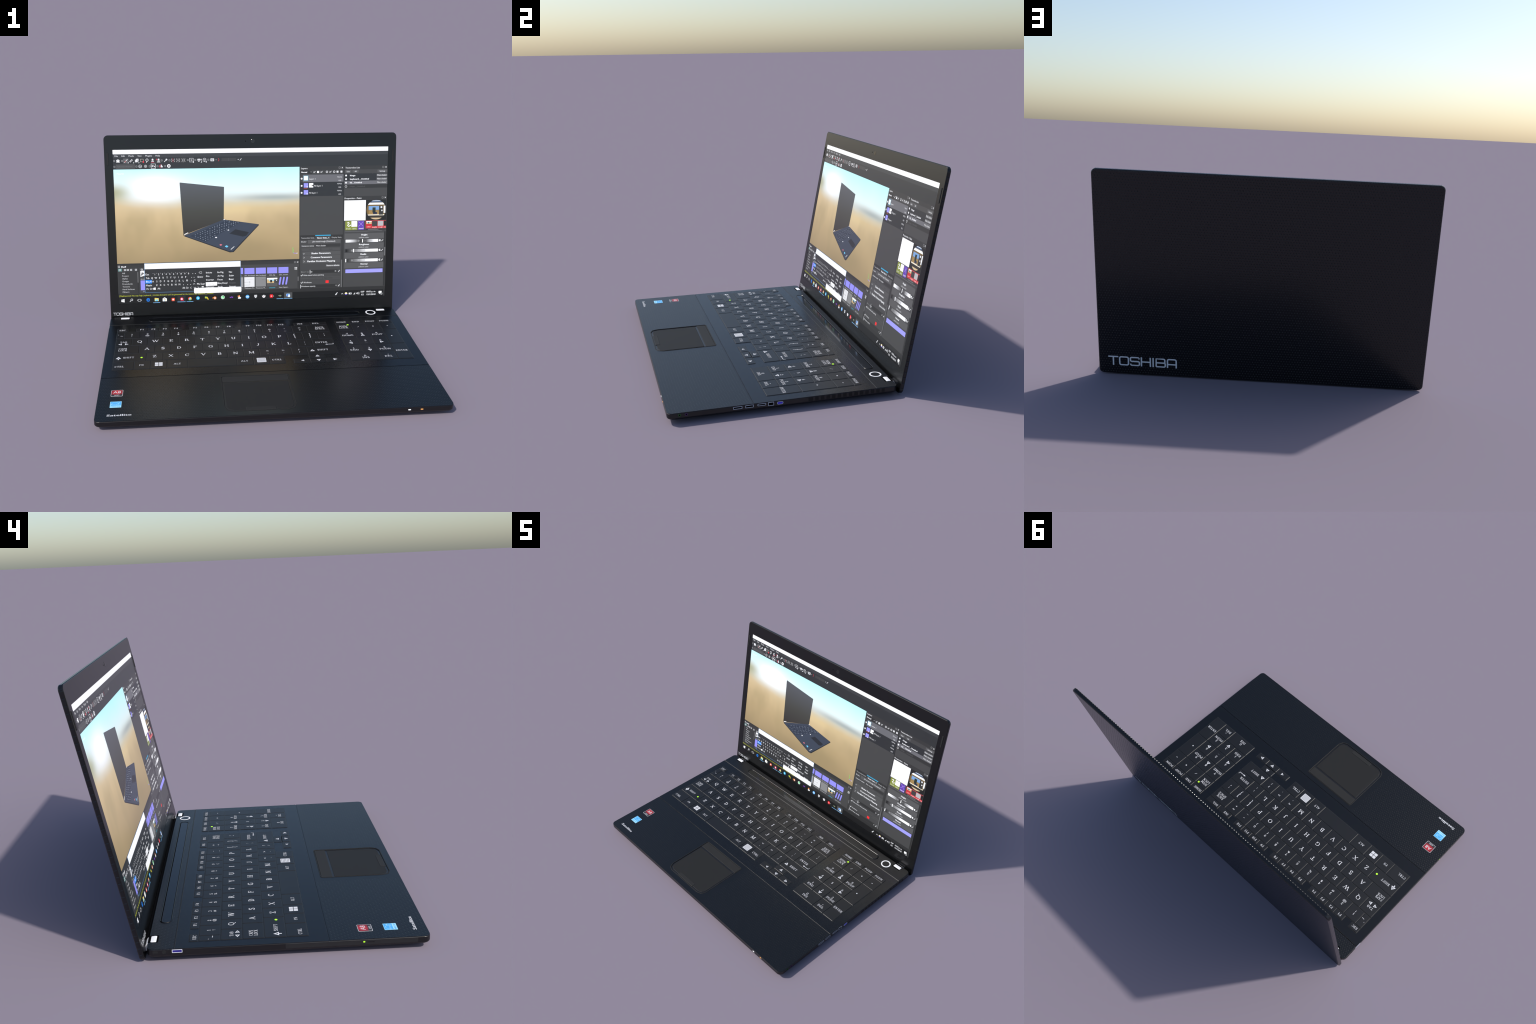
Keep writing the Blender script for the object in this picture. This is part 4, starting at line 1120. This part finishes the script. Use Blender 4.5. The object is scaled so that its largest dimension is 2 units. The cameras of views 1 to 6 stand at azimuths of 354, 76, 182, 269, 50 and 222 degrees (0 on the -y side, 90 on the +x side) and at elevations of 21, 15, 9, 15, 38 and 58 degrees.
for y0, s, a, c, gm, hx in ((437, "Height", 1236, 1268, g_mid, 1243), (487, "Roughness", 1225, 1277, g_up, 1197), (538, "Metallic", 1233, 1264, g_up, 1157), (589, "Normal", 1235, 1270, None, None)):
    q.box(1150, y0, 1355, y0 + 29, ui(98), 2); q.label(s, a, y0 + 8, c, 8, W, bold=True); q.label("uniform color", 1224, y0 + 22, 1276, 7, ui(205))
    if gm:
        q.box(1155, y0 + 32, 1325, y0 + 47, gm, 3)
        for t in (0.20, 0.40, 0.58, 0.78):
            x = 1155 + 170 * t
            q.line([(x - 4, y0 + 39), (x, y0 + 35), (x + 4, y0 + 39), (x, y0 + 43), (x - 4, y0 + 39)], 1.2, ui(205) if t < 0.5 else ui(150), 5)
        q.box(hx - 2.5, y0 + 31, hx + 2.5, y0 + 48, W, 6)
        q.dot(1334, y0 + 39, 5.5, W, 4); q.shape([(1334, y0 + 39), (1338, y0 + 35), (1340, y0 + 42)], ui(60), 5)
        q.line([(1342, y0 + 44), (1351, y0 + 35)], 3, ui(215), 4)
q.box(1156, 624, 1351, 643, ui(158, 156, 250), 3)
q.box(1355, 430, 1364, 714, ui(50), 2); q.box(1357, 512, 1363, 556, ui(120), 3)
lidpart(q, "property_panel")

# asset shelf
q = Screen()
q.box(0, 562, 916, 571, ui(54), 1); q.box(0, 571, 916, 716, PANEL, 1); q.box(0, 571, 916, 585, HEAD, 2)
q.box(3, 572, 12, 582, ui(190), 3); q.line([(3, 577), (12, 577)], 1.5, HEAD, 4); q.line([(7, 572), (7, 582)], 1.5, HEAD, 4)
q.label("Shelf", 18, 578, 43, 8, W, bold=True); closers(q, 893, 578)
q.box(0, 586, 104, 602, ui(66), 2); q.box(3, 587, 22, 601, ui(96, 140, 135), 3)
for x in (12, 37, 51, 67, 91, 120):
    q.box(x - 5, 590, x + 5, 599, ui(195), 4, 1); q.box(x - 2.5, 592.5, x + 2, 596, ui(90), 5)
q.box(2, 603, 103, 718, ui(60), 2)
for k, s in enumerate(("All", "Project", "Alphas", "Grunges", "Procedurals", "Textures", "Hard Surfaces", "Filters")):
    q.label(s, 22, 611 + k * 13.7, 22 + 4.55 * len(s), 7, ui(205))
q.box(97, 604, 102, 716, ui(50), 3); q.box(97, 606, 102, 660, ui(110), 4)
q.box(104, 586, 107, 718, ui(50), 3)
q.shape([(112, 602), (133, 600), (133, 626), (112, 632)], ui(235), 3); q.shape([(113, 628), (132, 614), (120, 608)], ui(120), 4)
q.label("shee", 113, 643, 134, 6, ui(205))
VIO = ui(146, 142, 236)
q.box(112, 650, 136, 700, VIO, 3)
for k, s in enumerate(("skin_neck", "skin_neck", "skin_nose_up", "skin_nose_up", "skin_part")):
    q.label(s, 122 + k * 57, 707, 160 + k * 57, 6, ui(150, 165, 185))
q.box(612, 601, 628, 632, VIO, 3); q.box(612, 649, 628, 700, ui(150), 3); q.label("h...", 615, 641, 628, 6, ui(200)); q.label("t...", 615, 707, 628, 6, ui(200))
for k, s in enumerate(("skin_forehead", "skin_forehead", "skin_leg", "skin_mouth")):
    x = 635 + k * 58
    q.box(x, 602, x + 51, 633, VIO, 3)
    w = 52 if k < 2 else (30 if k == 2 else 44)
    q.label(s, x + 25.5 - w / 2, 641, x + 25.5 + w / 2, 6.5, ui(205))
q.box(634, 649, 686, 700, ui(226), 3); q.line([(634, 675), (662, 675), (662, 690), (634, 690)], 1.3, ui(170), 4); q.line([(648, 660), (680, 660)], 1.2, ui(195), 4); q.line([(662, 672), (662, 678)], 2, ui(90), 5)
q.box(692, 649, 744, 700, ui(132), 3); q.line([(722, 663), (744, 663), (744, 676)], 1.3, ui(118), 4)
q.box(750, 649, 803, 700, ui(98), 3); q.box(750, 657, 803, 664, W, 4); q.box(750, 664, 803, 683, ui(206, 178, 130), 4); q.box(760, 665, 786, 672, ui(150, 210, 235), 5); q.box(766, 667, 776, 680, ui(50), 6); q.box(786, 664, 803, 683, ui(78), 5); q.box(797, 668, 801, 672, ui(240), 6)
for k in range(3):
    x = 812 + k * 17
    q.line([(x + 2, 690), (x + 8, 657)], 8.5, VIO, 3); q.dot(x + 2, 690, 4.2, VIO, 4); q.dot(x + 8, 657, 4.2, VIO, 4)
for s, a, c, mm in (("Thickness M...", 634, 686, ui(200)), ("Thickness M...", 692, 744, ui(200)), ("Untitled", 761, 791, ui(60, 180, 205)), ("Vent Capsul...", 811, 860, ui(205))):
    q.label(s, a, 707, c, 6.5, mm)
q.box(892, 604, 905, 617, ui(200), 3); q.line([(892, 610.5), (905, 610.5)], 1.5, PANEL, 4); q.line([(898.5, 604), (898.5, 617)], 1.5, PANEL, 4)
q.box(907, 602, 914, 714, ui(58), 2); q.box(908, 654, 913, 676, ui(120), 3)
q.box(0, 716, 1366, 734, ui(50), 1)
q.label("[MapExporter] The map 'high_keyboard__Untitled_Emissive' can't be generated for the texture set 'keyboard__Untitled'.", 5, 727, 478, 7, ui(190, 196, 40))
lidpart(q, "shelf_panel")

# on-screen keyboard window
q = Screen()
q.box(133, 564, 616, 714, ui(88, 150, 205), 4); q.box(134, 565, 615, 713, ui(54, 55, 57), 5)
q.box(134, 565, 615, 593, W, 6); q.label("OSK", 143, 579, 154, 5, ui(120, 190, 245), 7); q.label("Teclado en pantalla", 168, 579, 250, 5, ui(215), 7); q.box(592, 579, 595, 580, ui(150), 7)
KY = (620, 639, 657, 676, 694)
q.box(136, 648, 168, 667, ui(20, 130, 232), 6)
for s, a, c, y in (("Esc", 138, 155, 0), ("Tab", 139, 156, 1), ("Bloq M", 139, 166, 2), ("Mayús", 139, 168, 3), ("Fn", 141, 151, 4), ("Ctr", 157, 171, 4), ("Alt", 195, 209, 4), ("Alt", 320, 333, 4), ("Ctr", 338, 351, 4)):
    q.label(s, a, KY[y], c, 9, W, 7)
for k, s in enumerate("1234567890"):
    q.label(s, 184 + k * 18.7, KY[0] + 1, None, 8.5, W, 7, align="c"); q.box(174 + k * 18.7, KY[0] - 6, 176 + k * 18.7, KY[0] - 3, ui(175), 7)
for k, s in enumerate("QWERTYUIOP"):
    q.label(s, 169.5 + k * 18.7, KY[1], None, 9, W, 7, align="c")
for k, s in enumerate("ASDFGHJKLÑ"):
    q.label(s, 174 + k * 18.9, KY[2], None, 9, W, 7, align="c")
for k, s in enumerate("ZXCVBNM"):
    q.label(s, 192 + k * 18.9, KY[3], None, 9, W, 7, align="c")
for x, y in ((372, 0), (378, 1), (364, 2), (385, 0), (366, 1), (324, 3), (345, 3), (360, 3)):
    q.box(x, KY[y] + 1, x + 3, KY[y] + 4, ui(220), 7)
q.label("Ç", 378, 658, 386, 9, W, 7)
q.shape([(174, 690), (186, 688), (186, 700), (174, 699)], W, 7)
q.line([(365, 690), (360, 695), (365, 700)], 1.6, ui(225), 7); q.line([(374, 678), (379, 673), (384, 678)], 1.8, ui(225), 7); q.line([(377, 692), (382, 697), (387, 692)], 1.8, ui(225), 7); q.line([(397, 690), (402, 695), (397, 700)], 1.6, ui(225), 7)
q.line([(404, 618), (409, 614), (419, 614), (419, 622), (409, 622), (404, 618)], 1.5, ui(225), 7)
q.label("Entrar", 398, 640, 425, 9, W, 7); q.label("Ma Supr", 394, 676, 434, 9, W, 7); q.box(417, 689, 427, 694, ui(240), 7)
q.box(434, 613, 436, 710, ui(40), 6)
for r, names in enumerate((("Inicio", "Re Pág", "Nav"), ("Fin", "Av Pág", "Subir"), ("Insertar", "Pausa", "Bajar"), ("", "Bloq Despl", "Acoplar"), ("Opciones", "Ayuda", "Atenuar"))):
    for cidx, s in enumerate(names):
        if s:
            x = (440, 498, 556)[cidx]
            q.label(s, x, 619 + r * 18.7, x + len(s) * 4.7 + 2, 8.5, ui(105) if s == "Acoplar" else W, 7)
for x in (494, 552):
    q.box(x, 610, x + 1, 708, ui(44), 6)
for k in range(5):
    q.box(136, 629 + k * 18.7, 434, 630 + k * 18.7, ui(48), 6); q.box(437, 629 + k * 18.7, 614, 630 + k * 18.7, ui(48), 6)
q.box(438, 669, 495, 688, W, 8); q.label("Impr Pant", 446, 679, 486, 6, ui(150), 9)
q.box(378, 697, 618, 725, W, 9, 5); q.label("Mover el cursor sobre las teclas para escribir", 390, 711, 606, 4.5, ui(225), 10)
lidpart(q, "screen_keyboard_window")

# task bar with icons
q = Screen()
q.box(0, 734, 1366, 768, ui(24, 24, 25), 1)
for a, c in ((171, 206), (293, 334), (339, 373), (799, 834), (838, 880)):
    q.box(a, 765.5, c, 768, ui(118, 175, 220), 4)
q.box(294, 735, 334, 765.5, ui(46), 2); q.box(838, 735, 880, 765.5, ui(88), 2)
Yt = 751
q.shape([(13, 746), (20, 744.5), (20, 751), (13, 751)], W, 3); q.shape([(21, 744.3), (29, 743), (29, 751), (21, 751)], W, 3); q.shape([(13, 752), (20, 752), (20, 758.3), (13, 757.3)], W, 3); q.shape([(21, 752), (29, 752), (29, 760), (21, 758.5)], W, 3)
q.ring(65, 748, 5, 2, ui(225), 3); q.line([(61, 752), (55, 758)], 2.4, ui(225), 3)
q.line([(97, 746), (109, 746), (109, 757), (97, 757), (97, 746)], 2, ui(205), 3); q.box(92, 748, 94, 755, ui(205), 3); q.box(112, 748, 114, 755, ui(205), 3)
q.ring(147, 751, 7, 4, ui(30, 125, 225), 3, 20, 340); q.box(140, 749, 154, 752, ui(30, 125, 225), 4)
q.box(179, 744, 199, 759, ui(246, 222, 130), 3, 1); q.box(182, 750, 196, 759, ui(120, 205, 230), 4); q.box(179, 742, 188, 746, ui(235, 195, 90), 4)
q.box(219, 746, 240, 761, W, 3, 1); q.ring(229, 746, 4.5, 2, W, 3, 180, 360); q.box(225, 750, 229, 754, ui(240, 140, 90), 4); q.box(230, 750, 234, 754, ui(140, 200, 110), 4); q.box(225, 755, 229, 759, ui(100, 190, 235), 4); q.box(230, 755, 234, 759, ui(250, 215, 110), 4)
q.box(264, 745, 280, 761, ui(226, 80, 50), 3, 3); q.dot(272, 753, 4.5, ui(255, 235, 225), 4)
q.ring(315, 752, 6.5, 4, ui(225, 45, 80), 3); q.dot(315, 752, 5, ui(255, 235, 238), 3); q.line([(319, 757), (324, 761)], 3, ui(225, 45, 80), 4)
q.dot(356, 752, 9, ui(225, 70, 55), 3, n=20); q.shape([(356, 752)] + arc(356, 752, 9, 9, 30, 150, 8), ui(60, 160, 80), 4); q.shape([(356, 752)] + arc(356, 752, 9, 9, -90, 30, 8), ui(245, 205, 70), 4); q.dot(356, 752, 4.5, W, 5); q.dot(356, 752, 3.3, ui(75, 135, 235), 6)
q.dot(397, 750, 9, ui(40, 185, 240), 3, n=20); q.label("S", 393.5, 750, 400.5, 9, W, 4, bold=True)
q.dot(438, 748, 8, ui(60, 100, 50), 3); q.line([(436, 752), (443, 747), (449, 759)], 5, ui(225, 200, 50), 4); q.dot(436, 747, 3, ui(205, 215, 90), 5)
q.dot(483, 752, 7.5, ui(240, 140, 50), 3); q.line([(470, 753), (483, 745)], 3, ui(240, 140, 50), 4); q.dot(483.5, 752.5, 4.2, W, 5); q.dot(483.5, 752.5, 2.2, ui(40, 90, 160), 6)
q.dot(523, 750, 9.5, W, 3, n=20); q.dot(523, 750, 8, ui(70, 205, 105), 4, n=20); q.ring(523, 750, 4, 2.6, W, 5, 20, 250)
q.label("vN", 558, 751, 574, 8, ui(150, 75, 215), 3, bold=True)
q.dot(605, 747, 6, ui(235, 150, 90), 3); q.shape([(600, 756), (607, 749), (616, 754), (614, 760), (602, 760)], W, 4); q.box(599, 742, 606, 746, ui(120, 70, 45), 5)
q.dot(649, 751, 9.5, ui(90, 175, 245), 3, n=20); q.ring(646, 751, 3, 1.5, W, 4); q.ring(652, 751, 3, 1.5, W, 4)
q.shape([(684, 743), (698, 743), (698, 753), (691, 760), (684, 753)], ui(215), 3); q.label("UE", 686, 749, 696, 5, ui(40), 4)
q.shape([(723, 747), (733, 751), (743, 747), (739, 757), (733, 760), (727, 757)], ui(240), 3); q.dot(733, 748, 4, ui(225), 4); q.dot(733, 754, 2, ui(170, 60, 60), 5)
q.box(764, 743, 780, 760, ui(232, 30, 38), 3, 3); q.dot(772, 752, 4, ui(255, 160, 160), 4); q.shape([(782, 749), (786, 752), (782, 755)], ui(205), 3)
q.shape([(806, 750), (818, 747), (826, 751), (818, 754), (824, 758), (812, 754)], ui(120, 130, 105), 3)
q.box(849, 742, 868, 756, ui(150, 200, 245), 3, 3); q.dot(863, 754, 6, ui(235, 245, 255), 4); q.dot(855, 749, 4.5, ui(75, 110, 205), 5)
q.shape([(1103, 757), (1107, 750), (1113, 752), (1110, 757)], ui(215), 3); q.line([(1109, 751), (1116, 744)], 4, ui(215), 3)
q.line([(1136, 754), (1141, 749), (1146, 754)], 2, ui(225), 3)
q.dot(1161, 751, 7, ui(240, 220, 150), 3); q.shape(arc(1161, 751, 7, 7, 20, 160, 8), ui(120, 110, 225), 4); q.dot(1161, 750, 3.5, W, 5)
q.box(1175, 747, 1190, 756, ui(225), 3, 1); q.box(1183, 749, 1187, 754, ui(80), 4)
q.shape([(1198, 757), (1209, 757), (1209, 746)], ui(200), 3)
q.shape([(1215, 749), (1218, 749), (1222, 745), (1222, 758), (1218, 754), (1215, 754)], ui(220), 3)
for r in (4, 7, 10):
    q.ring(1221, 751.5, r, 1.4, ui(205), 3, -45, 45)
q.label("ESP", 1239, 744, 1257, 8, ui(235), 3, bold=True); q.label("ES", 1242, 759, 1254, 8, ui(235), 3, bold=True)
q.label("10:02 p. m.", 1268, 744, 1317, 8, ui(235), 3, bold=True); q.label("15/1/2018", 1270, 759, 1316, 8, ui(235), 3, bold=True)
q.box(1333, 743, 1349, 755, W, 3, 1); q.shape([(1338, 755), (1344, 755), (1338, 760)], W, 3); q.dot(1348, 757, 5.5, ui(40), 4); q.ring(1348, 757, 5.5, 1.2, ui(190), 5); q.label("2", 1346, 757, 1350, 6, W, 5)
q.box(1360.5, 735, 1362, 768, ui(110), 3)
lidpart(q, "task_bar")
